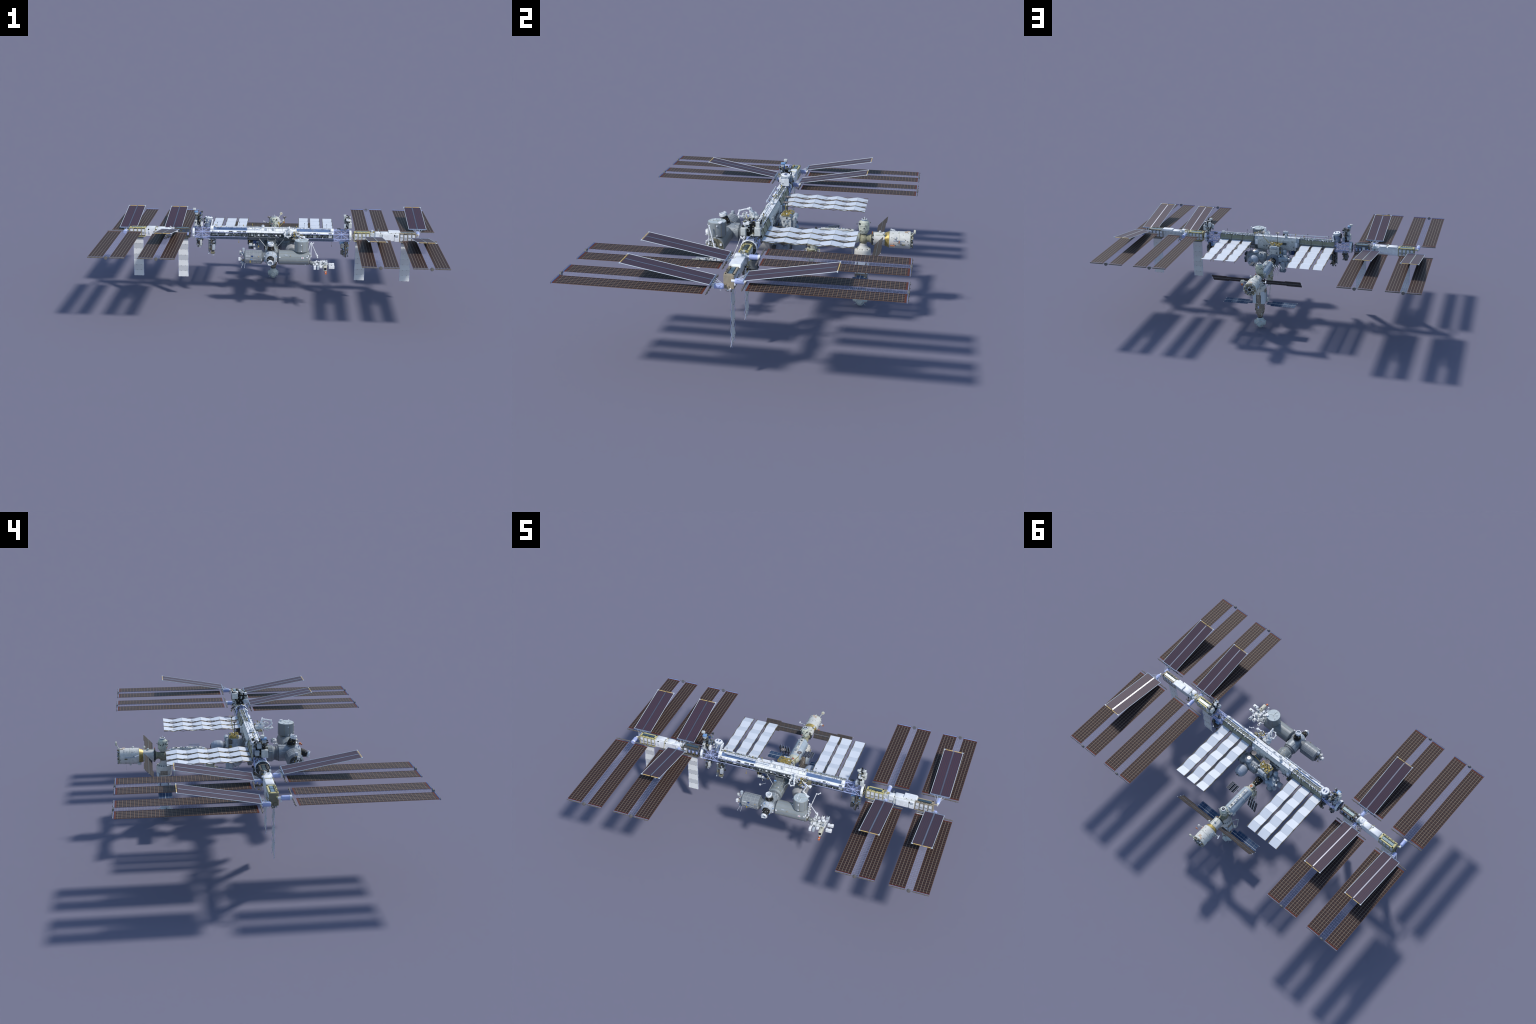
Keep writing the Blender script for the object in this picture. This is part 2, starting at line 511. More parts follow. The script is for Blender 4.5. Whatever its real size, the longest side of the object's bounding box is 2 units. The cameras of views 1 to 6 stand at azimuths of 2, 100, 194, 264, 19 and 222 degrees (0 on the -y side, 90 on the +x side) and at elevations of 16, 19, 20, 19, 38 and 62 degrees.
yf = [0.4272 - 0.0497 * k for k in range(8, -1, -1)]     # base -> tip
zigzag_radiator([(0.1936, 0.0572), (0.2667, 0.0587), (0.3471, 0.0584)],
                lambda k, mean=False: 0.4088 if mean else (0.4134 if k % 2 == 0 else 0.4042), yf, "radiator_wing")
zigzag_radiator([(-0.1954, 0.0571), (-0.2703, 0.0590), (-0.3513, 0.0560)],
                lambda k, mean=False: (0.4125 - 0.0006 * k) if mean else 0.4125 - 0.0006 * k + (-0.0042 if k % 2 == 0 else 0.0044), yf, "radiator_wing")

# ---- hanging radiators of the power modules -------------------------------
for cx, yb in ((0.5440, 0.004), (0.8225, 0.004), (-0.5448, -0.006), (-0.8232, -0.006)):
    fr = Build()
    w, n, zt, zb = 0.0612, 7, 0.371, 0.1285
    h = (zt - zb) / n
    for s in (-1, 1):
        for k in range(n):
            p = 0.0032 if k % 2 else -0.0032
            fr.rod((cx + s * w / 2, yb + p, zt - k * h), (cx + s * w / 2, yb - p, zt - (k + 1) * h), 0.0006, CAN, 5)
    fr.box((cx, yb, 0.374), (w, 0.012, 0.008), MID)
    fo = fr.obj("hanging_radiator", root)
    for k in range(n):
        pa = Build()
        p = -0.0032 if k % 2 else 0.0032
        z0, z1 = zt - k * h - 0.0003, zt - (k + 1) * h + 0.0003
        pa.slab((cx - w / 2, yb + p, z0), (cx + w / 2, yb + p, z0), (cx - w / 2, yb - p, z1), 0.0013, PVRAD)
        for s in (-0.22, 0.22):
            pa.box((cx + s * w, yb - p, z1), (0.003, 0.003, 0.002), DARKF)
        pa.obj("folding_panel", fo)

# ---- central truss ---------------------------------------------------------
HEX = [(-0.030, 0.424), (-0.030, 0.396), (-0.014, 0.376), (0.017, 0.376), (0.032, 0.396), (0.032, 0.421), (0.021, 0.4485), (-0.004, 0.4485), (-0.018, 0.4335)]


def lattice(b, x0, x1, bays, m, r=0.0012, diag=True, poly=HEX, seed=1):
    for y, z in poly:
        b.rod((x0, y, z), (x1, y, z), r, m, 6)
    n = len(poly)
    for k in range(bays + 1):
        x = x0 + (x1 - x0) * k / bays
        for i in range(n):
            b.rod((x, *poly[i]), (x, *poly[(i + 1) % n]), r * 0.85, m, 5)
        if diag and k < bays:
            xn = x0 + (x1 - x0) * (k + 1) / bays
            for i in range(n):
                j = (i + 1) % n
                if (k + i) % 2:
                    b.rod((x, *poly[i]), (xn, *poly[j]), r * 0.75, m, 5)
                else:
                    b.rod((xn, *poly[i]), (x, *poly[j]), r * 0.75, m, 5)


for sgn in (-1, 1):
    X = lambda x: x * sgn
    xa, xb = 0.148, 0.377
    b = Build()
    core = [(-0.016, 0.420), (-0.016, 0.398), (-0.008, 0.381), (0.014, 0.381), (0.027, 0.397), (0.027, 0.419), (0.018, 0.444), (-0.004, 0.444), (-0.014, 0.430)]
    b.prism(core, X(xa), X(xb), MIDD)
    lattice(b, X(xa), X(xb), 5, LAV, 0.0009, diag=False)
    seg = b.obj("truss_segment", root)
    # white sloping upper front with the blue strip
    b = Build()
    p = [(-0.0305, 0.4245), (-0.0185, 0.434), (-0.004, 0.449), (-0.004, 0.446), (-0.0165, 0.432), (-0.028, 0.4225)]
    b.prism(p, X(xa), X(xb), WHITE)
    mid = (xa + 0.006 + xb - 0.018) / 2
    b.slab((X(0.152), -0.0186, 0.4345), (X(0.358), -0.0186, 0.4345), (X(0.152), -0.0055, 0.4481), 0.0016, BLUEP)
    b.rod((X(xa), -0.002, 0.4505), (X(xb), -0.002, 0.4505), 0.0022, WHITE, 8)
    b.rod((X(xa), -0.0325, 0.4225), (X(xb), -0.0325, 0.4225), 0.0016, LAV, 8)
    b.rod((X(xa), -0.0325, 0.3965), (X(xb), -0.0325, 0.3965), 0.0016, LAV, 8)
    b.box((X(0.3675), -0.011, 0.4425), (0.019, 0.020, 0.020), WHITE, rot=(0.75, 0, 0), ch=0.001)
    lo, hi = min(X(xa), X(xb)), max(X(xa), X(xb))
    b.clutter((lo, -0.034, 0.419), (hi, -0.026, 0.428), 36, [WHITE, GREYW, MID, STEEL, OFFW], 0.002, 0.006, 300 + sgn, rods=0.3)
    b.clutter((lo, -0.006, 0.4495), (hi, 0.002, 0.4525), 26, [MID, STEEL, OLIVE, WHITE, GREYW], 0.002, 0.006, 310 + sgn, rods=0.2)
    rr = random.Random(320 + sgn)
    for k in range(16):                                   # cables and handrails along the sloping face
        x0, t = rr.uniform(lo, hi - 0.03), rr.uniform(0.02, 0.95)
        y, z = -0.0185 + 0.0145 * t - 0.0012, 0.434 + 0.015 * t + 0.0012
        b.rod((x0, y, z), (x0 + rr.uniform(0.008, 0.03), y, z), 0.0006, rr.choice([STEEL, GREYW, MID]), 4)
    b.obj("front_cover", seg)
    # open front with equipment boxes
    b = Build()
    rr = random.Random(11 + sgn)
    x = xa + 0.004
    while x < xb - 0.012:
        w = rr.uniform(0.014, 0.042)
        m = MIDD if w > 0.026 else rr.choice([MIDD, LAB, WHITE, OFFW, MIDD, MID])
        b.box((X(x + w / 2), -0.0215, 0.410 + rr.uniform(-0.002, 0.002)), (w * 0.86, 0.011, rr.uniform(0.013, 0.021)), m, ch=0.001)
        if rr.random() < 0.75:
            b.box((X(x + w / 2), -0.0265, 0.4275), (w * 0.7, 0.007, 0.006), rr.choice([WHITE, WHITE, MID, DARK]))
        x += w
    for k in range(6):
        xx = X(xa + (xb - xa) * k / 5)
        b.box((xx, -0.0305, 0.410), (0.0014, 0.002, 0.030), STEEL)
    b.clutter((min(X(xa), X(xb)), -0.0285, 0.398), (max(X(xa), X(xb)), -0.024, 0.422), 40, [WHITE, MID, STEEL, DARK, OFFW], 0.002, 0.006, 17 + sgn, rods=0.35)
    b.slab((X(xa), -0.0285, 0.3945), (X(xb), -0.0285, 0.3945), (X(xa), -0.0145, 0.377), 0.0012, STEEL)
    b.obj("equipment_box", seg, stuff=True)
    # khaki rear panel with bright bottles along the top
    b = Build()
    b.slab((X(xa + 0.004), 0.0335, 0.4165), (X(xb), 0.0335, 0.4165), (X(xa + 0.004), 0.0235, 0.4445), 0.0016, KHAKI)
    b.slab((X(xa + 0.004), 0.0335, 0.398), (X(xb), 0.0335, 0.398), (X(xa + 0.004), 0.0335, 0.4155), 0.0016, MID)
    for k in range(4):
        xx = X(xa + 0.004 + (xb - xa - 0.006) * k / 3)
        b.box((xx, 0.0295, 0.431), (0.0022, 0.003, 0.032), DARKF, rot=(0.34, 0, 0))
    b.obj("rear_panel", seg)
    b = Build()
    rr = random.Random(5 + sgn)
    k = xa + 0.008
    b.box((X((xa + xb) / 2), 0.0085, 0.4455), (xb - xa - 0.004, 0.020, 0.004), KHAKI)
    b.rod((X(xa), 0.0075, 0.4490), (X(xb), 0.0075, 0.4490), 0.0012, GREYW, 6)
    while k < xb - 0.006:
        L = rr.uniform(0.006, 0.013)
        b.cyl((X(k - L / 2), 0.0185, 0.4475), (X(k + L / 2), 0.0185, 0.4475), rr.uniform(0.0028, 0.0042), rr.choice([SILVER, SILVER, WHITE, GREYW]), n=10)
        if rr.random() < 0.5:
            b.box((X(k + L / 2), 0.0235, 0.4435), (0.005, 0.006, 0.006), rr.choice([SILVER, WHITE, GREYW]), rot=(0.5, 0, 0), ch=0.001)
        if rr.random() < 0.5:
            b.box((X(k), rr.uniform(0.0, 0.012), 0.4492), (rr.uniform(0.002, 0.008), 0.004, 0.003), rr.choice([MID, STEEL, WHITE, DARK]))
        k += rr.uniform(0.013, 0.021)
    b.obj("coolant_bottle", seg, stuff=True)
    # handrail posts, cameras
    b = Build()
    for xx, h in ((0.20, 0.03), (0.335, 0.026)):
        b.rod((X(xx), 0.010, 0.449), (X(xx), 0.010, 0.449 + h), 0.0007, MID, 5)
        b.box((X(xx), 0.010, 0.449 + h), (0.004, 0.004, 0.004), DARK)
    b.rod((X(0.367), -0.024, 0.377), (X(0.367), -0.026, 0.352), 0.0006, DARKF, 5)
    b.box((X(0.367), -0.026, 0.351), (0.005, 0.004, 0.004), DARKF)
    b.obj("camera_mast", seg, stuff=True)

# centre segment
b = Build()
b.prism([(-0.016, 0.420), (-0.016, 0.398), (-0.006, 0.372), (0.016, 0.366), (0.026, 0.366), (0.026, 0.425), (0.020, 0.4455), (-0.004, 0.4455), (-0.014, 0.430)], -0.148, 0.148, MIDD)
lattice(b, -0.148, 0.148, 7, MID, 0.0011, diag=False)
for xx in (-0.05, 0.0, 0.06):
    b.rod((xx, -0.031, 0.423), (xx + 0.045, -0.031, 0.397), 0.0009, LAV, 5)
c0 = b.obj("truss_segment", root)
b = Build()
b.prism([(-0.0305, 0.4245), (-0.0185, 0.434), (-0.003, 0.4495), (0.021, 0.4495), (0.021, 0.4462), (-0.004, 0.4462), (-0.0165, 0.432), (-0.028, 0.4225)], -0.148, 0.148, WHITE)
for xx in (-0.035, 0.010):
    b.box((xx, -0.0125, 0.4435), (0.014, 0.014, 0.008), GREYW, rot=(0.78, 0, 0), ch=0.001)
b.rod((-0.148, -0.033, 0.423), (0.148, -0.033, 0.423), 0.0016, MID, 8)
b.rod((-0.148, -0.033, 0.3965), (0.148, -0.033, 0.3965), 0.0016, MID, 8)
b.rod((-0.148, -0.002, 0.451), (0.148, -0.002, 0.451), 0.0017, WHITE, 8)
b.obj("front_cover", c0)
b = Build()                                           # rear box, slightly narrower below
b.prism([(0.022, 0.4475), (0.033, 0.434), (0.033, 0.385), (0.027, 0.366), (0.020, 0.366)], -0.128, 0.126, OFFW)
b.prism([(0.020, 0.4465), (0.029, 0.43), (0.029, 0.392), (0.020, 0.384)], 0.126, 0.149, GREYW)
b.prism([(0.020, 0.4465), (0.029, 0.43), (0.029, 0.392), (0.020, 0.384)], -0.149, -0.128, GREYW)
b.box((-0.012, 0.0338, 0.411), (0.108, 0.0014, 0.016), MIDD)
b.box((-0.012, 0.0336, 0.426), (0.108, 0.0014, 0.010), OFFW)
b.slab((-0.09, 0.0345, 0.43), (0.07, 0.0345, 0.43), (-0.09, 0.0240, 0.4455), 0.001, OFFW)
b.box((0.1320, 0.031, 0.411), (0.017, 0.016, 0.031), WHITE, ch=0.0015)
b.box((-0.1295, 0.031, 0.408), (0.017, 0.016, 0.031), WHITE, ch=0.0015)
b.box((0.1, 0.031, 0.40), (0.03, 0.006, 0.05), OFFW)
b.box((-0.095, 0.031, 0.40), (0.03, 0.006, 0.05), OFFW)
b.clutter((-0.12, 0.0335, 0.375), (0.12, 0.035, 0.44), 36, [DARK, MID, OFFW, WHITE], 0.002, 0.006, 42, cyls=0.1)
b.obj("rear_box", c0)
b = Build()
rr = random.Random(3)
x = -0.142
while x < 0.14:
    w = rr.uniform(0.010, 0.024)
    b.box((x + w / 2, -0.022, 0.410 + rr.uniform(-0.002, 0.002)), (w * 0.8, 0.011, rr.uniform(0.012, 0.02)), rr.choice([MIDD, MIDD, MID, LAB, MIDD]), ch=0.001)
    x += w
for xx in (-0.052, 0.028, -0.08, 0.052):
    b.cyl((xx - 0.004, -0.026, 0.408), (xx + 0.004, -0.026, 0.408), 0.006, WHITE, n=12)
b.slab((-0.14, -0.0285, 0.3945), (0.14, -0.0285, 0.3945), (-0.14, -0.0145, 0.375), 0.0012, MID)
b.clutter((-0.145, -0.012, 0.447), (0.145, 0.018, 0.4535), 46, [WHITE, WHITE, GREYW, GREYW, STEEL, MID], 0.002, 0.006, 8, rods=0.15)
b.clutter((-0.14, -0.031, 0.396), (0.14, -0.024, 0.43), 40, [WHITE, MID, DARK, OFFW], 0.002, 0.006, 9, rods=0.3)
b.obj("equipment_box", c0, stuff=True)
b = Build()                                           # struts down to the laboratory
for s in (-1, 1):
    for xt, yt, zt, xl, yl, zl in ((0.075, -0.028, 0.386, 0.036, -0.045, 0.343), (0.09, -0.02, 0.378, 0.038, 0.0, 0.34), (0.028, -0.028, 0.392, 0.018, -0.058, 0.358),
                                   (0.028, -0.028, 0.392, 0.005, -0.05, 0.36), (0.11, 0.02, 0.37, 0.05, 0.045, 0.345)):
        b.rod((s * xt, yt, zt), (s * xl, yl, zl), 0.0015 if xt == 0.075 else 0.0009, OFFW if xt == 0.075 else MID, 6)
b.box((0, -0.012, 0.368), (0.05, 0.04, 0.016), MID)
b.obj("mounting_strut", c0)

# rotary-joint lattice, ring and thin spokes
for sgn in (-1, 1):
    X = lambda x: x * sgn
    b = Build()
    poly = [(-0.026, 0.424), (-0.029, 0.394), (-0.012, 0.378), (0.014, 0.378), (0.028, 0.396), (0.028, 0.424), (0.016, 0.4455), (-0.006, 0.4455)]
    lattice(b, X(0.379), X(0.472), 2, LAVB, 0.0017, poly=poly)
    rr = random.Random(21)
    for k in range(12):
        a = rr.choice(poly), rr.choice(poly)
        b.rod((X(rr.uniform(0.385, 0.47)), *a[0]), (X(rr.uniform(0.385, 0.47)), *a[1]), 0.0008, LAV, 5)
    b.clutter((min(X(0.385), X(0.468)), -0.02, 0.386), (max(X(0.385), X(0.468)), 0.02, 0.435), 20, [LAV, STEEL, MID, MID, WHITE], 0.003, 0.009, 31, rods=0.6)
    jt = b.obj("lattice_segment", root)
    b = Build()
    cz, cy = 0.411, -0.001
    b.lathe((X(0.4715), cy, cz), (X(0.494), cy, cz), [(0, 0.027), (0.001, 0.0335), (0.006, 0.0345), (0.013, 0.0345), (0.0145, 0.033), (0.015, 0.020)], [MID, WHITE, WHITE, WHITE, DARK], 32)
    for k in range(12):
        a = TAU * k / 12
        b.box((X(0.479), cy + 0.0345 * math.cos(a), cz + 0.0345 * math.sin(a)), (0.011, 0.009, 0.003), WHITE if k % 3 else GREYW, rot=(a + math.pi / 2, 0, 0))
    for k in range(6):
        a0, a1 = TAU * k / 6, TAU * (k + 0.5) / 6
        q = [(-0.019, 0.435), (-0.019, 0.384), (0.019, 0.384), (0.019, 0.435)][k % 4]
        b.rod((X(0.486), cy + 0.03 * math.cos(a0), cz + 0.03 * math.sin(a0)), (X(0.504), *q), 0.0008, GOLDF if sgn > 0 else LAV, 5)
    b.obj("rotary_joint", jt)

# ---- power modules (battery frames) ---------------------------------------
def power_module(xi, xo, frame, oru, endplate, sparse, seed):
    """box frame between xi (inboard) and xo (outboard) carrying battery boxes front and back"""
    s = 1 if xo > xi else -1
    L = abs(xo - xi)
    X = lambda t: xi + s * t
    b = Build()
    z0, z1, yy = 0.3825, 0.4355, 0.0195
    for y in (-yy, yy):
        for z in (z0, z1):
            b.rod((X(0), y, z), (X(L), y, z), 0.0020, frame, 6)
        for k in range(5):
            b.rod((X(L * k / 4), y, z0), (X(L * k / 4), y, z1), 0.0014, frame, 6)
    for t in (0, L):
        for z in (z0, z1):
            b.rod((X(t), -yy, z), (X(t), yy, z), 0.0018, frame, 6)
        b.rod((X(t), -yy, z0), (X(t), yy, z1), 0.0010, frame, 5)
    # top deck rim and recessed panel
    cx = (xi + xo) / 2
    b.box((cx, -0.0155, 0.4362), (L, 0.009, 0.0035), frame)
    b.box((cx, 0.0165, 0.4362), (L, 0.007, 0.0035), frame)
    for t in (0.004, L - 0.006):
        b.box((X(t), 0.002, 0.4362), (0.009, 0.036, 0.0035), frame)
    b.clutter((min(X(0.01), X(L - 0.01)), -0.0185, 0.4385), (max(X(0.01), X(L - 0.01)), -0.013, 0.4392), 24, [frame, DARKF, frame], 0.002, 0.005, seed, rods=0, cyls=0)
    o = b.obj("power_module", root)
    b = Build()
    b.box((cx, 0.0025, 0.4375), (L - 0.020, 0.0145, 0.0022), TEAL)
    b.box((X(L * 0.5), 0.0025, 0.4388), (0.0012, 0.0145, 0.0008), DARK)
    b.obj("deck_panel", o)
    rr = random.Random(seed)
    for y in (-1, 1):
        for k in range(4):
            if sparse and rr.random() < 0.55:
                bb = Build()
                bb.box((X(L * (k + 0.5) / 4), y * 0.012, 0.405), (L / 4 * 0.5, 0.008, 0.016), CAN, ch=0.001)
                bb.clutter((min(X(L * k / 4), X(L * (k + 1) / 4)), min(y * 0.018, y * 0.006), 0.388), (max(X(L * k / 4), X(L * (k + 1) / 4)), max(y * 0.018, y * 0.006), 0.43), 5, [DARKF, STEEL, GOLD], 0.003, 0.008, seed + k)
                bb.obj("battery_box", o)
                continue
            h = rr.uniform(0.038, 0.043) if not sparse else 0.03
            bb = Build()
            bb.box((X(L * (k + 0.5) / 4), y * 0.0135, 0.4085), (L / 4 * 0.80, 0.014, h), oru, ch=0.0015)
            bb.box((X(L * (k + 0.5) / 4), y * 0.0212, 0.4085 + rr.uniform(-0.004, 0.004)), (L / 4 * 0.62, 0.0016, 0.003), MID)
            bb.box((X(L * (k + 0.5) / 4), y * 0.0210, 0.418), (L / 4 * 0.5, 0.0014, 0.010), WHITE)
            bb.obj("battery_box", o)
    b = Build()
    b.box((cx, 0, 0.409), (L * 0.94, 0.012, 0.045), DARK if not sparse else STEEL)
    b.box((cx, 0, 0.3835), (L * 0.9, 0.032, 0.003), DARKF)
    b.obj("frame_core", o)
    if endplate:
        b = Build()
        b.box((X(L + 0.0025), 0.0, 0.409), (0.0025, 0.040, 0.055), endplate, ch=0.0008)
        b.box((X(L + 0.005), -0.006, 0.389), (0.005, 0.014, 0.012), endplate)
        b.clutter((min(X(L + .004), X(L + .008)), -0.015, 0.374), (max(X(L + .004), X(L + .008)), 0.012, 0.384), 8, [DARK, endplate, WHITE], 0.003, 0.008, seed)
        b.obj("end_plate", o)
    # gimbal housings that hold the two canisters
    b = Build()
    for y, z, m in ((1, 0.4215 if s > 0 else 0.397, WHITE), (-1, 0.397 if s > 0 else 0.4215, WHITE)):
        b.rod((X(L), y * 0.010, z), (X(L + 0.020), y * 0.016, z), 0.0035, frame, 8)
        b.cyl((X(L + 0.0203), y * 0.014, z), (X(L + 0.0203), y * 0.030, z), 0.0058, m, n=14)
        b.box((X(L + 0.0203), y * 0.0275, z - 0.011), (0.006, 0.006, 0.012), WHITE)
        b.rod((X(L), y * 0.019, z - 0.012), (X(L + 0.018), y * 0.028, z), 0.0008, frame, 5)
    b.obj("gimbal_housing", o)
    return o


power_module(0.503, 0.597, GOLDF, ORU, None, False, 1)
power_module(0.779, 0.875, TAN, ORU, TAN, False, 2)
power_module(-0.503, -0.597, DARKF, ORU, None, True, 3)
power_module(-0.779, -0.875, GOLDF, ORU, OLIVE, False, 4)

# ---- white spacers between the power modules ------------------------------
b = Build()
b.box((0.688, -0.001, 0.409), (0.18, 0.036, 0.048), OFFW, ch=0.002)
sp = b.obj("truss_spacer", root)
b = Build()
b.box((0.7085, -0.0225, 0.409), (0.070, 0.014, 0.040), WHITE, ch=0.002)
b.box((0.7085, -0.0225, 0.4295), (0.069, 0.013, 0.002), WHITE)
b.box((0.761, -0.020, 0.408), (0.028, 0.010, 0.046), WHITE, ch=0.0015)
b.box((0.761, -0.0258, 0.420), (0.015, 0.003, 0.013), GREYW, ch=0.001)
b.cyl((0.748, -0.020, 0.424), (0.748, -0.027, 0.424), 0.004, BLACK, n=12)
b.obj("equipment_bay", sp)
b = Build()
b.raw([(0.712, -0.010, 0.4345), (0.788, -0.010, 0.4345), (0.788, 0.026, 0.4345), (0.712, 0.026, 0.4345),
       (0.712, -0.0095, 0.4460), (0.778, -0.0095, 0.4460), (0.778, 0.026, 0.4460), (0.712, 0.026, 0.4460)],
      [(0, 3, 2, 1), (4, 5, 6, 7), (0, 1, 5, 4), (1, 2, 6, 5), (2, 3, 7, 6), (3, 0, 4, 7)], WHITE)
for xx in (0.728, 0.755):
    b.box((xx, -0.0085, 0.435), (0.004, 0.004, 0.005), DARKF)
b.obj("top_cover", sp)
b = Build()
b.box((0.644, -0.010, 0.425), (0.03, 0.03, 0.034), WHITE, ch=0.003)
b.box((0.6870, 0.003, 0.4345), (0.048, 0.036, 0.007), WHITE, ch=0.001)
b.box((0.666, -0.020, 0.412), (0.016, 0.012, 0.04), OFFW, ch=0.002)
b.box((0.617, 0.0, 0.428), (0.026, 0.026, 0.012), WHITE, ch=0.003)
b.box((0.612, 0.0, 0.405), (0.02, 0.02, 0.035), DARK)
b.rod((0.600, -0.02, 0.425), (0.625, -0.022, 0.395), 0.0014, WHITE, 6)
b.rod((0.600, -0.016, 0.437), (0.625, 0.0, 0.442), 0.0014, GOLDF, 6)
b.clutter((0.600, -0.022, 0.392), (0.665, 0.022, 0.444), 46, [WHITE, WHITE, OFFW, GOLD, DARKF, GREYW], 0.003, 0.010, 77, rods=0.25)
b.box((0.652, 0.002, 0.452), (0.006, 0.006, 0.012), MID)
b.obj("gimbal_electronics", sp, stuff=True)
b = Build()                                         # gold grapple rack under the aft side
b.clutter((0.635, 0.020, 0.366), (0.672, 0.040, 0.398), 30, [GOLD, DARKF, BLACK, GOLDF], 0.003, 0.009, 78, rods=0.7)
b.obj("gold_rack", sp, stuff=True)

b = Build()
b.box((-0.715, 0.0, 0.409), (0.128, 0.038, 0.049), WHITE, ch=0.002)
b.box((-0.632, 0.0, 0.407), (0.040, 0.032, 0.040), OFFW, ch=0.002)
sp = b.obj("truss_spacer", root)
b = Build()
b.box((-0.742, 0.001, 0.4375), (0.058, 0.037, 0.008), WHITE, ch=0.002)
b.box((-0.680, 0.002, 0.4365), (0.046, 0.034, 0.006), WHITE, ch=0.002)
b.cyl((-0.757, -0.018, 0.428), (-0.757, -0.0205, 0.428), 0.0042, BLACK, n=14)
b.cyl((-0.712, -0.018, 0.428), (-0.712, -0.0205, 0.428), 0.0042, BLACK, n=14)
b.box((-0.752, -0.0215, 0.410), (0.010, 0.005, 0.018), WHITE, ch=0.001)
b.box((-0.774, -0.0195, 0.405), (0.005, 0.002, 0.008), CAN)
b.rod((-0.722, -0.021, 0.386), (-0.713, -0.021, 0.445), 0.0012, GOLDF, 6)
b.rod((-0.713, -0.021, 0.445), (-0.700, -0.012, 0.440), 0.0012, GOLDF, 6)
b.rod((-0.713, -0.012, 0.445), (-0.706, 0.018, 0.441), 0.0012, GOLDF, 6)
b.box((-0.712, -0.010, 0.4445), (0.006, 0.006, 0.004), SILVER)
b.obj("top_cover", sp)
b = Build()
b.box((-0.640, -0.006, 0.431), (0.05, 0.034, 0.012), WHITE, ch=0.003)
b.box((-0.632, -0.019, 0.410), (0.03, 0.008, 0.03), WHITE, ch=0.002)
b.clutter((-0.662, -0.021, 0.390), (-0.602, 0.021, 0.445), 50, [WHITE, WHITE, OFFW, GOLD, DARKF, GREYW], 0.003, 0.010, 79, rods=0.25)
b.obj("gimbal_electronics", sp, stuff=True)
b = Build()
b.clutter((-0.672, -0.040, 0.366), (-0.62, -0.020, 0.392), 34, [GREYW, DARKF, GOLD, MID], 0.003, 0.009, 80, rods=0.5)
b.clutter((-0.66, 0.020, 0.366), (-0.63, 0.042, 0.40), 26, [GOLD, DARKF, GOLDF], 0.003, 0.008, 81, rods=0.8)
b.obj("gold_rack", sp, stuff=True)

# ---- logistics carriers above and below the lattice ------------------------
def carrier(name, boxes, keel, clutter, seed):
    """boxes = [(centre, size, material)], keel = board through the middle"""
    b = Build()
    b.box(*keel[:2], keel[2])
    lo, hi, n, mats = clutter
    b.clutter(lo, hi, n, mats, 0.003, 0.010, seed, rods=0.2)
    o = b.obj(name, root)
    for c, s, m in boxes:
        q = Build()
        q.box(c, s, m, ch=min(s) * 0.12)
        q.obj("cargo_box", o)


carrier("logistics_carrier", [
    ((0.4755, -0.024, 0.481), (0.020, 0.022, 0.034), OFFW), ((0.4755, 0.036, 0.484), (0.020, 0.026, 0.037), OFFW),
    ((0.471, 0.036, 0.513), (0.018, 0.018, 0.022), OFFW), ((0.463, -0.014, 0.515), (0.024, 0.026, 0.012), WHITE),
    ((0.444, -0.02, 0.476), (0.012, 0.022, 0.022), GREYW), ((0.446, 0.036, 0.505), (0.012, 0.03, 0.03), OFFW),
    ((0.444, 0.010, 0.535), (0.016, 0.012, 0.010), OFFW)],
    ((0.4575, 0.010, 0.486), (0.006, 0.050, 0.060), BLACK), ((0.446, -0.03, 0.452), (0.474, 0.05, 0.532), 150, [DARK, BLACK, GREYW, MID, OFFW, OLIVE]), 91)
carrier("logistics_carrier", [
    ((0.433, -0.020, 0.350), (0.022, 0.02, 0.030), MID), ((0.433, 0.020, 0.335), (0.016, 0.022, 0.026), DARK),
    ((0.432, -0.024, 0.312), (0.018, 0.016, 0.026), DARK), ((0.466, 0.015, 0.335), (0.014, 0.03, 0.04), MID), ((0.43, 0.01, 0.362), (0.026, 0.04, 0.010), SKYB)],
    ((0.4535, 0.0, 0.330), (0.007, 0.066, 0.096), DARKF), ((0.437, -0.035, 0.282), (0.470, 0.035, 0.378), 120, [DARK, BLACK, STEEL, MID, SKYB, OLIVE]), 92)
carrier("logistics_carrier", [
    ((-0.466, -0.012, 0.475), (0.016, 0.03, 0.036), OFFW), ((-0.431, -0.012, 0.468), (0.013, 0.022, 0.026), WHITE),
    ((-0.463, -0.010, 0.545), (0.022, 0.022, 0.008), SKYB), ((-0.463, -0.010, 0.533), (0.018, 0.018, 0.014), GREYW),
    ((-0.463, 0.012, 0.510), (0.014, 0.02, 0.022), GREYW), ((-0.438, 0.0, 0.530), (0.012, 0.006, 0.016), BLUE),
    ((-0.464, 0.022, 0.478), (0.018, 0.02, 0.024), GREYW), ((-0.476, 0.0, 0.558), (0.018, 0.016, 0.012), OFFW), ((-0.436, 0.030, 0.475), (0.016, 0.02, 0.030), STEEL)],
    ((-0.4475, 0.004, 0.484), (0.006, 0.046, 0.066), BLACK), ((-0.468, -0.028, 0.452), (-0.430, 0.038, 0.535), 150, [DARK, BLACK, GREYW, MID, STEEL, MIDD, OLIVE]), 93)
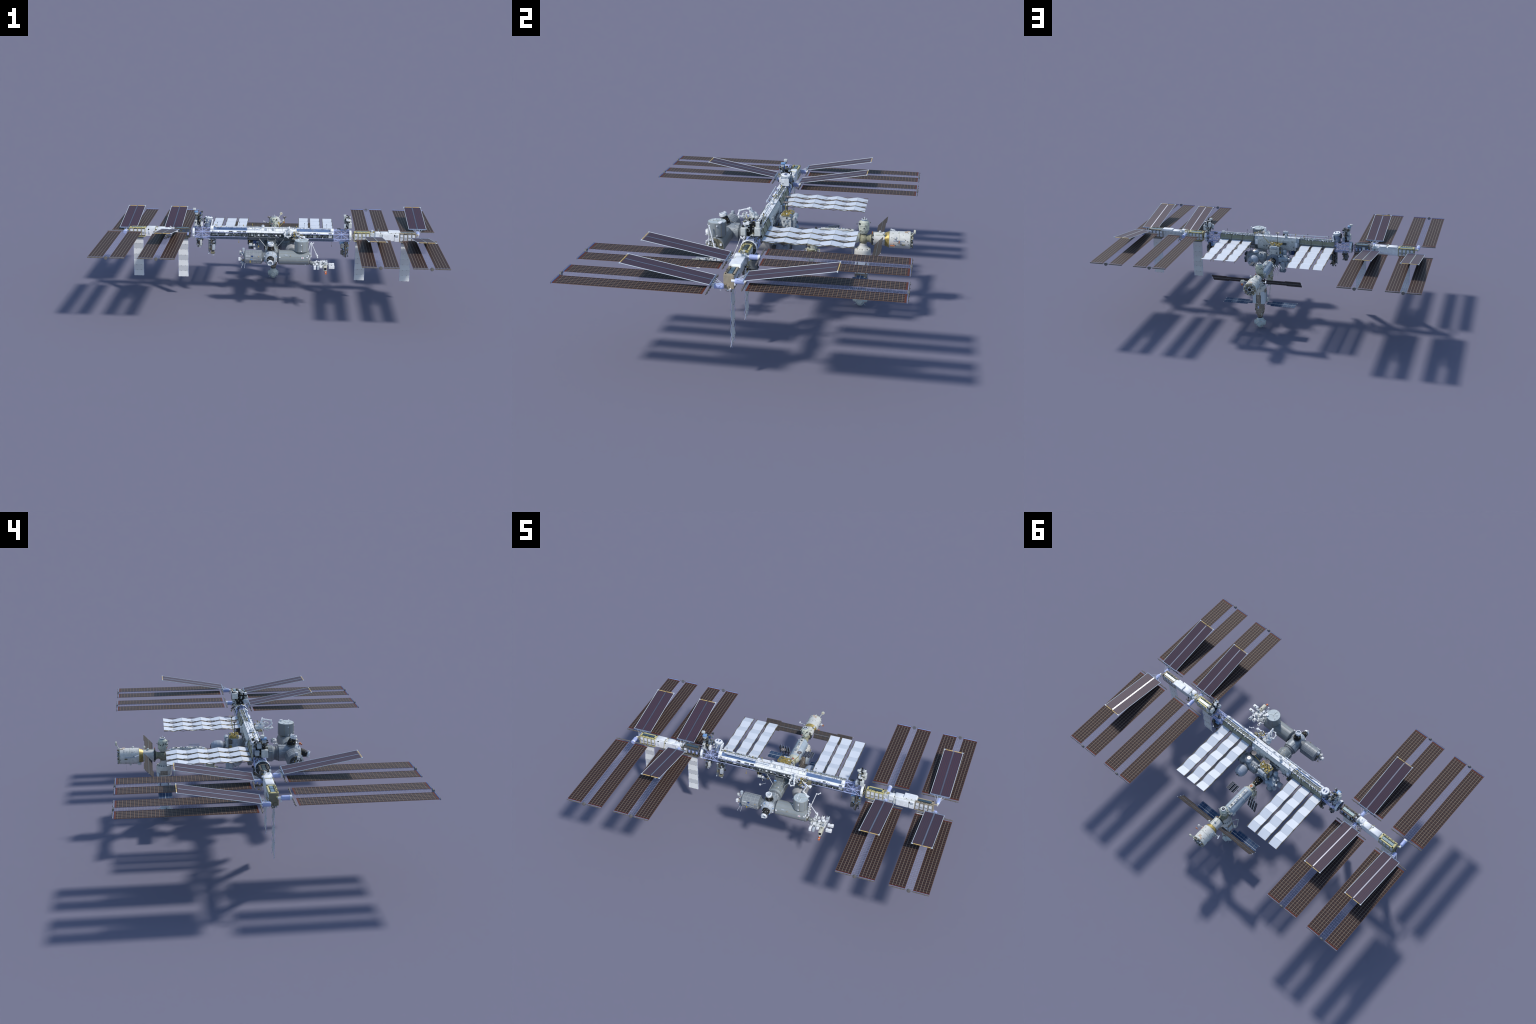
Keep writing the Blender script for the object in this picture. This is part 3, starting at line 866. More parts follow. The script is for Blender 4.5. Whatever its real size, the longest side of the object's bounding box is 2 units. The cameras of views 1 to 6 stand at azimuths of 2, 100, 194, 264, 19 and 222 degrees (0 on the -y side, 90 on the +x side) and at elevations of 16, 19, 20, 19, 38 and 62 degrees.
carrier("logistics_carrier", [
    ((-0.382, -0.010, 0.335), (0.012, 0.03, 0.066), MID), ((-0.356, -0.022, 0.325), (0.018, 0.02, 0.034), GREYW),
    ((-0.353, 0.015, 0.345), (0.016, 0.03, 0.036), STEEL), ((-0.362, -0.02, 0.290), (0.024, 0.02, 0.012), OLIVE), ((-0.358, -0.018, 0.277), (0.010, 0.010, 0.010), WHITE)],
    ((-0.3695, 0.0, 0.330), (0.006, 0.056, 0.092), DARKF), ((-0.388, -0.03, 0.286), (-0.348, 0.03, 0.378), 120, [DARK, BLACK, GREYW, MID, STEEL, OLIVE]), 94)
carrier("logistics_carrier", [
    ((-0.434, -0.020, 0.352), (0.010, 0.02, 0.034), OFFW), ((-0.452, 0.014, 0.355), (0.018, 0.03, 0.03), MID), ((-0.440, -0.025, 0.330), (0.006, 0.008, 0.018), GREYW)],
    ((-0.4440, 0.0, 0.355), (0.006, 0.05, 0.044), DARKF), ((-0.462, -0.03, 0.330), (-0.428, 0.03, 0.382), 120, [DARK, MID, STEEL, OLIVE]), 95)

# particle detector: octagonal drum on the starboard truss
b = Build()
b.lathe((-0.396, 0.009, 0.447), (-0.3885, 0.0155, 0.5085), [(0, 0.017), (0.018, 0.0185), (0.030, 0.0200), (0.031, 0.022), (0.046, 0.022), (0.047, 0.0235), (0.059, 0.0245), (0.062, 0.022)], [AMSB, AMSB, AMSB, AMSB, AMSB, GREYW, WHITE], 10)
b.slab((-0.3725, -0.004, 0.455), (-0.3725, 0.034, 0.455), (-0.366, -0.004, 0.488), 0.007, WHITE)
b.box((-0.371, 0.015, 0.496), (0.006, 0.03, 0.012), GREYW)
o = b.obj("particle_detector", root)
b = Build()
for k in (-1, 1):
    b.box((-0.3885 + k * 0.0085, 0.0155, 0.5105), (0.006, 0.014, 0.0012), BLUE)
b.cyl((-0.416, 0.01, 0.47), (-0.416, 0.01, 0.50), 0.004, DARK, n=8)
b.clutter((-0.415, -0.012, 0.452), (-0.375, 0.03, 0.49), 24, [DARK, GREYW, OFFW, MID], 0.003, 0.010, 96)
b.obj("detector_marking", o)

# ---- pressurised modules ---------------------------------------------------
GLINE = plain("gold_seam", srgb(142, 130, 92), 0.6, var=0.1)
PALE = plain("pale_seam", srgb(178, 184, 186), 0.5, var=0.05)


def seams(b, p0, p1, R, rings, longs, mr, ml, r=0.0005, span=(0, TAU)):
    p0, p1 = V(p0), V(p1)
    d = (p1 - p0).normalized()
    a = V((0, 0, 1)).cross(d)
    a = a.normalized() if a.length > 1e-4 else V((1, 0, 0))
    c = d.cross(a)
    for t in rings:
        b.torus(p0.lerp(p1, t), d, R, r, mr, 36, 4)
    for k in range(longs):
        w = TAU * (k + 0.5) / longs
        u = a * math.cos(w) + c * math.sin(w)
        b.rod(p0 + u * R, p1 + u * R, r, ml, 4)


XA, ZA = 0.0018, 0.3205
# laboratory under the truss
b = Build()
b.lathe((XA, 0.036, ZA), (XA, -0.122, ZA), [(0, 0.024), (0.006, 0.026), (0.016, 0.041), (0.142, 0.041), (0.150, 0.035), (0.158, 0.033)], [MID, LAB, LAB, LAB, MID], 40)
lab = b.obj("laboratory_module", root)
b = Build()
seams(b, (XA, 0.018, ZA), (XA, -0.104, ZA), 0.0411, (0.3, 0.65, 0.98), 10, GLINE, GLINE, 0.0003)
b.clutter((-0.030, -0.11, 0.352), (0.034, -0.02, 0.362), 26, [WHITE, GREYW, GOLD, DARK], 0.002, 0.006, 101, rods=0.3)
for s in (-1, 1):
    b.rod((XA + s * 0.036, -0.03, 0.342), (XA + s * 0.036, -0.105, 0.342), 0.0010, OFFW, 5)
b.box((-0.018, -0.05, 0.372), (0.014, 0.008, 0.004), SKYB)
b.obj("handrail", lab, stuff=True)

# forward connecting node
b = Build()
b.lathe((XA, -0.122, ZA), (XA, -0.252, ZA), [(0, 0.033), (0.004, 0.0365), (0.010, 0.0365), (0.016, 0.0405), (0.094, 0.0405), (0.098, 0.0415), (0.108, 0.0415), (0.126, 0.030), (0.130, 0.022)],
        [MID, MID, MID, NODE, NODE, GREYW, GREYW, GREYW], 40)
b.cyl((XA - 0.049, -0.2035, ZA), (XA + 0.045, -0.2035, ZA), 0.028, MID, n=32)
b.cyl((XA, -0.2035, ZA), (XA, -0.2035, ZA + 0.044), 0.024, MID, n=32)
b.cyl((XA, -0.2035, ZA - 0.043), (XA, -0.2035, ZA), 0.024, MID, n=32)
node2 = b.obj("connecting_node", root)
b = Build()
for k in range(10):
    w = TAU * k / 10
    b.rod((XA + 0.0415 * math.cos(w), -0.231, ZA + 0.0415 * math.sin(w)), (XA + 0.031 * math.cos(w), -0.2485, ZA + 0.031 * math.sin(w)), 0.0006, GLINE, 4)
for k in range(8):
    w = TAU * (k + 0.5) / 8
    b.box((XA + 0.0375 * math.cos(w), -0.240, ZA + 0.0375 * math.sin(w)), (0.005, 0.004, 0.004), WHITE if k % 2 else SKYB)
seams(b, (XA, -0.14, ZA), (XA, -0.215, ZA), 0.0408, (0.0, 0.5), 8, PALE, PALE)
b.clutter((-0.036, -0.215, 0.340), (0.038, -0.135, 0.356), 20, [WHITE, OFFW, GREYW], 0.002, 0.007, 102, rods=0.5)
for p, q in (((0.012, -0.135, 0.3605), (0.020, -0.155, 0.3575)), ((0.020, -0.155, 0.3575), (0.028, -0.135, 0.353)), ((0.028, -0.135, 0.353), (0.036, -0.160, 0.344)),
             ((-0.01, -0.138, 0.361), (-0.012, -0.170, 0.3605)), ((0.040, -0.150, 0.332), (0.040, -0.195, 0.332)), ((-0.036, -0.150, 0.338), (-0.036, -0.195, 0.338))):
    b.rod(p, q, 0.0010, OFFW, 5)
b.obj("handrail", node2, stuff=True)

# docking adapters: black blanketed cones with white rings
def adapter(p0, p1, r0, r1, ring_r, ring_len, seed):
    p0, p1 = V(p0), V(p1)
    d = (p1 - p0).normalized()
    L = (p1 - p0).length
    b = Build()
    b.lathe(p0, p1, [(0, r0), (L * 0.30, r0 * 0.96), (L * 0.72, r1), (L - ring_len * 0.8, r1)], BLACK, 28)
    o = b.obj("docking_adapter", root)
    b = Build()
    rr = random.Random(seed)
    side = d.orthogonal().normalized()
    for k in range(34):
        t, w = rr.uniform(0.05, 0.7), rr.uniform(0, TAU)
        u = (Matrix.Rotation(w, 3, d) @ side)
        p = p0 + d * (L * t) + u * (r0 + (r1 - r0) * t)
        b.box(p, (rr.uniform(0.001, 0.003),) * 3, rr.choice([WHITE, GOLD, GOLD, GREYW, MID]))
    b.obj("adapter_fitting", o, stuff=True)
    b = Build()
    b.lathe(p1 - d * ring_len, p1, [(0, r1 * 0.9), (0.0015, ring_r * 0.96), (ring_len * 0.55, ring_r), (ring_len * 0.9, ring_r), (ring_len, ring_r * 0.86), (ring_len - 0.001, ring_r * 0.72), (ring_len - 0.006, ring_r * 0.66), (ring_len - 0.007, 0.001)],
            [WHITE, WHITE, WHITE, WHITE, WHITE, GREYW, GREYW], 28, cap=False)
    for k in range(3):
        w = TAU * k / 3
        u = Matrix.Rotation(w, 3, d) @ side
        b.box(p1 + u * ring_r * 0.86 + d * 0.001, (0.004, 0.004, 0.004), WHITE)
        b.box(p1 - d * ring_len * 0.5 + u * ring_r, (0.006, 0.006, 0.006), OFFW)
    b.obj("docking_ring", o)


adapter((XA, -0.250, ZA), (0.0010, -0.2955, 0.3072), 0.0215, 0.0148, 0.0165, 0.013, 111)
adapter((XA, -0.2030, 0.3615), (0.0012, -0.2170, 0.4105), 0.0215, 0.0148, 0.0172, 0.017, 112)

# long port laboratory + logistics drum
JY, JZ = -0.2030, 0.3215
b = Build()
b.lathe((0.0455, JY, JZ), (0.2320, JY, JZ), [(0, 0.030), (0.001, 0.0385), (0.005, 0.0425), (0.1815, 0.0425), (0.1855, 0.039), (0.1865, 0.018)], [MID, MID, JEM, JEM, OLIVE], 44)
jem = b.obj("port_laboratory", root)
b = Build()
seams(b, (0.052, JY, JZ), (0.225, JY, JZ), 0.0426, (0.0, 1.0), 12, GLINE, GLINE, 0.00035)
b.slab((0.183, -0.2468, 0.3265), (0.198, -0.2468, 0.3265), (0.183, -0.2460, 0.3365), 0.0010, WHITE)
b.cyl((0.1905, -0.2466, 0.3317), (0.1905, -0.2478, 0.3317), 0.0026, RED, n=16)
b.box((0.056, -0.246, 0.332), (0.009, 0.004, 0.006), WHITE)
b.box((0.218, -0.2455, 0.334), (0.010, 0.004, 0.006), WHITE)
b.box((0.226, -0.242, 0.342), (0.006, 0.006, 0.010), WHITE)
b.box((0.209, -0.222, 0.284), (0.008, 0.006, 0.006), WHITE)
b.cyl((0.120, -0.2447, 0.342), (0.120, -0.2457, 0.3425), 0.003, TAN, n=12)
b.slab((0.084, -0.2425, 0.3418), (0.103, -0.2425, 0.3418), (0.084, -0.2402, 0.3475), 0.0008, GREYW)
b.cyl((0.2315, JY + 0.012, JZ - 0.010), (0.2335, JY + 0.012, JZ - 0.010), 0.009, WHITE, n=16)
b.obj("hull_marking", jem, stuff=True)
b = Build()
for a0 in (0.4, 1.9, 2.6):
    b.box((0.233, JY + 0.03 * math.cos(a0), JZ + 0.03 * math.sin(a0)), (0.006, 0.009, 0.010), WHITE)
b.clutter((0.228, JY - 0.036, JZ - 0.006), (0.242, JY + 0.006, JZ + 0.034), 36, [WHITE, WHITE, OFFW, MID, GREYW], 0.003, 0.008, 120, rods=0.35)
b.obj("end_fitting", jem, stuff=True)
b = Build()
b.lathe((0.1830, -0.2028, 0.3600), (0.1830, -0.2028, 0.4275), [(0, 0.018), (0.0015, 0.030), (0.004, 0.0415), (0.0655, 0.0415), (0.0672, 0.0395), (0.0675, 0.005)], [DARK, DARK, JEM, JEM, PRI], 18)
elm = b.obj("logistics_drum", root)
b = Build()
for k in range(9):
    w = TAU * k / 9
    b.rod((0.183 + 0.0413 * math.cos(w), -0.2028 + 0.0413 * math.sin(w), 0.364), (0.183 + 0.0413 * math.cos(w), -0.2028 + 0.0413 * math.sin(w), 0.425), 0.0005, GLINE, 4)
for k in range(3):
    w = TAU * k / 3 + 0.4
    b.rod((0.183, -0.2028, 0.4277), (0.183 + 0.038 * math.cos(w), -0.2028 + 0.038 * math.sin(w), 0.4277), 0.0005, GLINE, 4)
b.slab((0.183 + 0.018, -0.2028 + 0.020, 0.432), (0.183 + 0.036, -0.2028 + 0.012, 0.430), (0.183 + 0.024, -0.2028 + 0.032, 0.430), 0.004, WHITE)
for w, zz in ((-1.57, 0.371), (-1.57, 0.408), (0.2, 0.37), (0.2, 0.415), (3.3, 0.37), (3.3, 0.412)):
    b.box((0.183 + 0.0415 * math.cos(w), -0.2028 + 0.0415 * math.sin(w), zz), (0.007, 0.005, 0.005), WHITE)
for q in ((-0.016, -0.012), (0.002, -0.022), (-0.02, 0.012)):
    b.box((0.183 + q[0], -0.2028 + q[1], 0.429), (0.005, 0.005, 0.004), WHITE)
b.obj("hull_marking", elm, stuff=True)

# exposed experiment deck
b = Build()
b.box((0.298, -0.210, 0.280), (0.080, 0.050, 0.012), OFFW, ch=0.003)
b.cyl((0.2335, -0.206, 0.296), (0.256, -0.206, 0.287), 0.012, MID, n=16)
b.clutter((0.242, -0.236, 0.272), (0.342, -0.178, 0.299), 110, [WHITE, WHITE, WHITE, OFFW, GREYW, MID], 0.004, 0.010, 130, rods=0.25)
ef = b.obj("exposed_deck", root)
EFB = [((0.2635, -0.257, 0.279), (0.014, 0.038, 0.022), WHITE), ((0.2830, -0.258, 0.279), (0.014, 0.036, 0.022), GREYW), ((0.301, -0.247, 0.279), (0.016, 0.016, 0.014), WHITE),
       ((0.325, -0.262, 0.277), (0.020, 0.050, 0.026), BEIGE), ((0.3632, -0.2420, 0.2785), (0.034, 0.018, 0.020), WHITE), ((0.3624, -0.2040, 0.2825), (0.034, 0.017, 0.018), WHITE),
       ((0.3313, -0.158, 0.284), (0.018, 0.028, 0.022), GREYW), ((0.3060, -0.163, 0.285), (0.016, 0.024, 0.020), WHITE), ((0.318, -0.196, 0.298), (0.016, 0.015, 0.012), WHITE),
       ((0.298, -0.208, 0.298), (0.014, 0.016, 0.010), WHITE), ((0.2640, -0.163, 0.281), (0.014, 0.030, 0.016), WHITE), ((0.284, -0.172, 0.288), (0.012, 0.014, 0.014), OFFW),
       ((0.336, -0.226, 0.294), (0.010, 0.010, 0.010), OFFW)]
for c, s, m in EFB:
    q = Build()
    q.box(c, s, m, ch=0.0022)
    if s[1] > 0.02 or s[0] > 0.02:
        q.cyl((c[0], c[1] + 0.25 * s[1], c[2] + s[2] / 2 - 0.0005), (c[0], c[1] + 0.25 * s[1], c[2] + s[2] / 2 + 0.0012), 0.004, DARK, n=10)
    q.obj("experiment_box", ef)
b = Build()
b.box((0.326, -0.2873, 0.2785), (0.014, 0.002, 0.014), GLASS)
b.rod((0.3272, -0.287, 0.268), (0.328, -0.311, 0.259), 0.0035, OFFW, 8)
b.cyl((0.3278, -0.297, 0.264), (0.328, -0.305, 0.2605), 0.006, ORANGE, n=10)
b.box((0.3285, -0.3105, 0.258), (0.010, 0.005, 0.008), ORANGE)
b.obj("orange_instrument", ef)

# robot arm of the port laboratory
b = Build()
b.path([(0.2395, -0.2285, 0.336), (0.2406, -0.2255, 0.4195)], 0.0021, WHITE, 8)
b.path([(0.2406, -0.2255, 0.4195), (0.2700, -0.2000, 0.3480)], 0.0024, WHITE, 8)
for p in ((0.2395, -0.2285, 0.336), (0.2406, -0.2255, 0.4195), (0.271, -0.199, 0.345), (0.279, -0.190, 0.334), (0.280, -0.189, 0.321)):
    b.box(p, (0.007, 0.007, 0.008), WHITE, ch=0.001)
b.rod((0.271, -0.199, 0.345), (0.2805, -0.189, 0.318), 0.003, WHITE, 8)
b.obj("laboratory_arm", root)

# starboard laboratory
CY, CZ = -0.2040, 0.3202
b = Build()
b.lathe((-0.0470, CY, CZ), (-0.1580, CY, CZ), [(0, 0.030), (0.002, 0.034), (0.006, 0.040), (0.100, 0.0405), (0.104, 0.038), (0.110, 0.031), (0.111, 0.012)], [MID, MID, COL, COL, COL, DARK], 40)
col = b.obj("starboard_laboratory", root)
b = Build()
seams(b, (-0.055, CY, CZ), (-0.147, CY, CZ), 0.0408, (0.0, 0.25, 0.5, 0.75, 1.0), 14, PALE, PALE, 0.0006)
b.box((-0.107, -0.243, 0.334), (0.012, 0.004, 0.006), BLUE)
b.box((-0.112, -0.2435, 0.316), (0.010, 0.004, 0.005), SKYB)
b.rod((-0.146, -0.2435, 0.319), (-0.075, -0.2425, 0.314), 0.0013, WHITE, 6)
b.rod((-0.146, -0.2415, 0.334), (-0.12, -0.2420, 0.334), 0.0015, WHITE, 6)
b.box((-0.119, -0.240, 0.300), (0.005, 0.006, 0.014), GOLD)
b.cyl((-0.069, -0.243, 0.333), (-0.069, -0.2455, 0.3335), 0.004, TAN, n=12)
b.box((-0.053, -0.241, 0.314), (0.006, 0.004, 0.012), OFFW)
b.obj("handrail", col, stuff=True)
b = Build()
b.box((-0.162, -0.205, 0.365), (0.014, 0.014, 0.018), GREYW, ch=0.002)
b.box((-0.180, -0.212, 0.350), (0.012, 0.012, 0.016), OFFW, ch=0.002)
b.box((-0.1845, -0.216, 0.308), (0.014, 0.016, 0.020), WHITE, ch=0.002)
b.box((-0.164, -0.218, 0.284), (0.016, 0.014, 0.020), STEEL, ch=0.002)
b.clutter((-0.178, -0.225, 0.285), (-0.154, -0.185, 0.36), 50, [WHITE, OFFW, GREYW, STEEL, GOLD], 0.003, 0.008, 140, rods=0.45)
b.rod((-0.160, -0.222, 0.29), (-0.172, -0.250, 0.262), 0.0009, GREYW, 5)
b.rod((-0.150, -0.230, 0.29), (-0.152, -0.250, 0.262), 0.0009, GREYW, 5)
b.obj("external_payload", col, stuff=True)

# rear connecting node with the tall frame above it
b = Build()
b.lathe((XA, 0.036, 0.324), (XA, 0.1285, 0.324), [(0, 0.026), (0.012, 0.0405), (0.078, 0.0405), (0.086, 0.0425), (0.0905, 0.0425), (0.0925, 0.018)], [MID, NODE, NODE, STEEL, STEEL], 40)
b.cyl((-0.046, 0.083, 0.323), (0.047, 0.083, 0.323), 0.029, MID, n=32)
b.cyl((XA, 0.083, 0.276), (XA, 0.083, 0.33), 0.027, MID, n=32)
n1 = b.obj("connecting_node", root)
b = Build()
b.lathe((-0.007, 0.086, 0.352), (-0.007, 0.086, 0.420), [(0, 0.038), (0.02, 0.040), (0.06, 0.038), (0.068, 0.034)], GREYW, 8, phase=TAU / 16)
b.box((-0.007, 0.119, 0.392), (0.062, 0.012, 0.05), OFFW, ch=0.003)
b.cyl((-0.026, 0.122, 0.412), (0.012, 0.122, 0.412), 0.012, GREYW, n=16)
b.box((0.031, 0.098, 0.402), (0.008, 0.020, 0.018), DARKF)
b.box((-0.044, 0.105, 0.402), (0.008, 0.016, 0.020), DARKF)
b.box((-0.044, 0.105, 0.378), (0.006, 0.012, 0.012), GOLD)
b.slab((0.0337, 0.066, 0.368), (0.0337, 0.108, 0.368), (0.0337, 0.066, 0.414), 0.003, OFFW)
b.clutter((0.034, 0.066, 0.37), (0.037, 0.108, 0.414), 24, [WHITE, OFFW, DARK, GREYW], 0.003, 0.009, 151, rods=0.3)
b.clutter((-0.04, 0.06, 0.355), (0.03, 0.128, 0.42), 40, [OFFW, GREYW, WHITE, MID], 0.004, 0.012, 150, rods=0.1)
z1 = b.obj("zenith_frame", root)
b = Build()
rr = random.Random(160)
P = [(-0.047, 0.066), (0.030, 0.062), (0.026, 0.104), (-0.040, 0.112)]
for za in (0.421, 0.427):
    for i in range(4):
        b.rod((*P[i], za), (*P[(i + 1) % 4], za), 0.0015, GOLD, 6)
for k in range(40):
    p, q = [V((rr.uniform(-0.044, 0.028), rr.uniform(0.062, 0.108), rr.uniform(0.419, 0.432))) for _ in range(2)]
    if (p - q).length < 0.045:
        b.rod(p, q, 0.0013, GOLD, 5)
b.clutter((-0.042, 0.064, 0.42), (0.026, 0.106, 0.43), 26, [GOLD, GOLD, OFFW, STEEL], 0.003, 0.009, 161, rods=0.2)
b.obj("gold_lattice", z1, stuff=True)
for (dx, dy, dz), pts, m in (((0.0752, 0.0893, 0.5012), [(0.034, 0.082, 0.425), (0.072, 0.089, 0.470), (0.0752, 0.0893, 0.492)], GOLD),
                             ((-0.0196, 0.0832, 0.5008), [(-0.0196, 0.0832, 0.42), (-0.0196, 0.0832, 0.492)], DARK)):
    b = Build()
    b.path(pts, 0.0018, m, 6)
    b.lathe((dx, dy, dz - 0.0125), (dx, dy, dz + 0.001), [(0, 0.0015), (0.004, 0.0035), (0.0105, 0.0142), (0.0115, 0.0145), (0.0112, 0.0125), (0.0075, 0.002)], [DARK, DARK, DISH, DISH, DISH], 24)
    b.rod((dx, dy, dz - 0.004), (dx, dy, dz + 0.002), 0.001, WHITE, 6)
    b.obj("dish_antenna", z1)

# port node, inflatable room, storage module
N3Y = 0.083
b = Build()
b.lathe((0.047, N3Y, 0.3235), (0.1865, N3Y, 0.3235), [(0, 0.03), (0.004, 0.032), (0.012, 0.041), (0.118, 0.041), (0.130, 0.034), (0.137, 0.030), (0.138, 0.027)], [MID, NODE, NODE, NODE, MID, STEEL], 40)
b.cyl((0.124, 0.040, 0.3235), (0.124, 0.127, 0.3235), 0.028, MID, n=32)
n3 = b.obj("port_node", root)
b = Build()
b.lathe((0.1245, 0.085, 0.360), (0.1245, 0.085, 0.377), [(0, 0.025), (0.006, 0.025), (0.009, 0.0215), (0.013, 0.019), (0.017, 0.010)], [NODE, SILVER, SILVER, SILVER], 28)
b.cyl((0.1245, 0.085, 0.377), (0.1245, 0.085, 0.3785), 0.003, COPPER, n=10)
for k in range(6):
    w = TAU * k / 6
    b.cyl((0.184, N3Y + 0.027 * math.cos(w), 0.3235 + 0.027 * math.sin(w)), (0.193, N3Y + 0.027 * math.cos(w), 0.3235 + 0.027 * math.sin(w)), 0.010, DARK if k % 2 else STEEL, n=14)
b.cyl((0.184, N3Y, 0.3235), (0.190, N3Y, 0.3235), 0.018, STEEL, n=20)
seams(b, (0.06, N3Y, 0.3235), (0.16, N3Y, 0.3235), 0.0412, (0.0, 0.5, 1.0), 8, DARKF, DARKF)
b.clutter((0.05, 0.05, 0.36), (0.17, 0.11, 0.366), 24, [OFFW, GREYW, DARK, WHITE], 0.003, 0.008, 165, rods=0.3)
# seven-window dome under the node
b.lathe((0.112, N3Y, 0.286), (0.112, N3Y, 0.262), [(0, 0.024), (0.008, 0.024), (0.018, 0.019), (0.024, 0.012)], [MID, STEEL, GLASS], 12)
b.obj("port_cover", n3)
b = Build()
b.lathe((0.1225, 0.124, 0.3268), (0.1225, 0.194, 0.3268), [(0, 0.016), (0.003, 0.022), (0.010, 0.030), (0.020, 0.0328), (0.038, 0.0335), (0.052, 0.0305), (0.062, 0.024), (0.067, 0.016), (0.068, 0.006)], BEAMM, 36)
bm_ = b.obj("inflatable_room", root)
b = Build()
for k in range(4):
    w = TAU * k / 4 + 0.5
    b.box((0.1225 + 0.013 * math.cos(w), 0.192, 0.3268 + 0.013 * math.sin(w)), (0.005, 0.005, 0.005), MID)
b.box((0.1225, 0.194, 0.3268), (0.006, 0.004, 0.008), DARKF)
b.obj("end_fitting", bm_, stuff=True)
b = Build()
b.lathe((0.1265, 0.043, 0.324), (0.1265, -0.078, 0.324), [(0, 0.03), (0.002, 0.034), (0.010, 0.0405), (0.100, 0.0405), (0.118, 0.024), (0.121, 0.018)], [MID, PMM, PMM, PMM, MID], 40)
b.obj("storage_module", root)

# airlock and the clutter around it
b = Build()
b.lathe((-0.044, 0.083, 0.320), (-0.094, 0.083, 0.320), [(0, 0.028), (0.004, 0.034), (0.036, 0.034), (0.044, 0.024), (0.05, 0.018)], [MID, GREYW, GREYW, MID], 28)
b.cyl((-0.090, 0.083, 0.320), (-0.122, 0.083, 0.320), 0.016, GREYW, n=20)
al = b.obj("airlock", root)
b = Build()
for c, r, L in (((-0.060, 0.116, 0.290), 0.016, 0.064), ((-0.060, 0.060, 0.355), 0.014, 0.05), ((-0.088, 0.108, 0.30), 0.013, 0.04), ((-0.046, 0.122, 0.335), 0.012, 0.03)):
    b.lathe((c[0], c[1], c[2] - L / 2), (c[0], c[1], c[2] + L / 2), [(0, r * 0.5), (L * 0.12, r), (L * 0.88, r), (L, r * 0.5)], RUSB, 14)
b.box((-0.062, 0.116, 0.262), (0.04, 0.028, 0.02), STEEL, ch=0.003)
b.box((-0.070, 0.112, 0.338), (0.044, 0.03, 0.018), RUSB, ch=0.003)
b.box((-0.098, 0.104, 0.335), (0.012, 0.012, 0.014), WHITE, ch=0.002)
b.clutter((-0.10, 0.07, 0.28), (-0.04, 0.12, 0.36), 40, [RUSB, GREYW, STEEL, MID, WHITE], 0.005, 0.014, 170, rods=0.2)
b.obj("gas_tank", al, stuff=True)
b = Build()
b.box((-0.112, 0.004, 0.336), (0.055, 0.036, 0.004), STEEL)
for c, s, m in (((-0.128, -0.004, 0.342), (0.020, 0.018, 0.018), OFFW), ((-0.108, -0.008, 0.342), (0.010, 0.012, 0.012), WHITE), ((-0.10, 0.01, 0.352), (0.03, 0.02, 0.034), BLUE),
                ((-0.132, 0.012, 0.356), (0.032, 0.022, 0.030), DARK), ((-0.086, 0.012, 0.352), (0.018, 0.03, 0.026), STEEL), ((-0.128, 0.02, 0.32), (0.03, 0.02, 0.02), MID)):
    b.box(c, s, m, ch=0.0015)
b.clutter((-0.14, -0.014, 0.320), (-0.08, 0.03, 0.37), 40, [DARK, BLACK, OFFW, GREYW, GOLD], 0.003, 0.010, 171, rods=0.3)
b.rod((-0.075, -0.045, 0.335), (-0.10, -0.07, 0.335), 0.0009, GREYW, 5)
b.box((-0.101, -0.071, 0.336), (0.009, 0.006, 0.008), WHITE)
b.obj("stowage_platform", root, stuff=True)

# ---- aft modules -----------------------------------------------------------
ZS = 0.333
# pressurised tunnel to the cargo block
b = Build()
b.lathe((XA, 0.128, 0.325), (XA, 0.186, 0.331), [(0, 0.0215), (0.018, 0.0215), (0.044, 0.015), (0.057, 0.015)], BLACK, 28)
pm = b.obj("docking_adapter", root)
b = Build()
rr = random.Random(180)
for k in range(30):
    w, t = rr.uniform(0, TAU), rr.uniform(0, 1)
    r = 0.0215 - 0.005 * t
    b.box((XA + r * math.cos(w), 0.132 + 0.048 * t, 0.327 + r * math.sin(w)), (0.003, 0.003, 0.003), rr.choice([GOLD, DARK, OLIVE, WHITE]))
b.obj("adapter_fitting", pm, stuff=True)

# cargo block
b = Build()
b.ball((XA, 0.2055, 0.331), 0.0205, RUSG, 24, 14)
b.lathe((XA, 0.186, 0.331), (XA, 0.424, ZS), [(0, 0.016), (0.004, 0.017), (0.010, 0.016), (0.030, 0.018), (0.036, 0.026), (0.046, 0.0325), (0.106, 0.0325), (0.108, 0.0338), (0.112, 0.0338), (0.114, 0.0325), (0.206, 0.0325), (0.222, 0.026), (0.234, 0.019), (0.238, 0.017)],
        [RUSO, RUSO, RUSO, RUSO, RUSO, RUSB, RUSB, RUSW, RUSB, RUSB, RUSB, RUSO, RUSG], 36)
fgb = b.obj("cargo_block", root)
b = Build()
b.cyl((XA, 0.2050, 0.345), (XA, 0.2050, 0.352), 0.0125, RUSW, n=24)
b.cyl((XA, 0.2050, 0.352), (XA, 0.2050, 0.3532), 0.0085, COPPER, n=24)
for s in (-1, 1):                                       # flat radiator flanks and the cable spine
    b.rod((XA + s * 0.0125, 0.240, 0.3634), (XA + s * 0.0125, 0.396, 0.3640), 0.0008, GREYW, 5)
    b.box((XA + s * 0.0325, 0.318, 0.330), (0.0025, 0.150, 0.022), RUSB, ch=0.0008)
b.box((XA, 0.318, 0.3655), (0.017, 0.150, 0.004), RUSW)
rr = random.Random(181)
for k in range(34):
    b.box((XA + rr.uniform(-0.007, 0.007), rr.uniform(0.245, 0.393), 0.3685), (rr.uniform(0.002, 0.006), rr.uniform(0.003, 0.010), rr.uniform(0.002, 0.005)), rr.choice([RUSO, OFFW, WHITE, DARK, BEIGE, STEEL]))
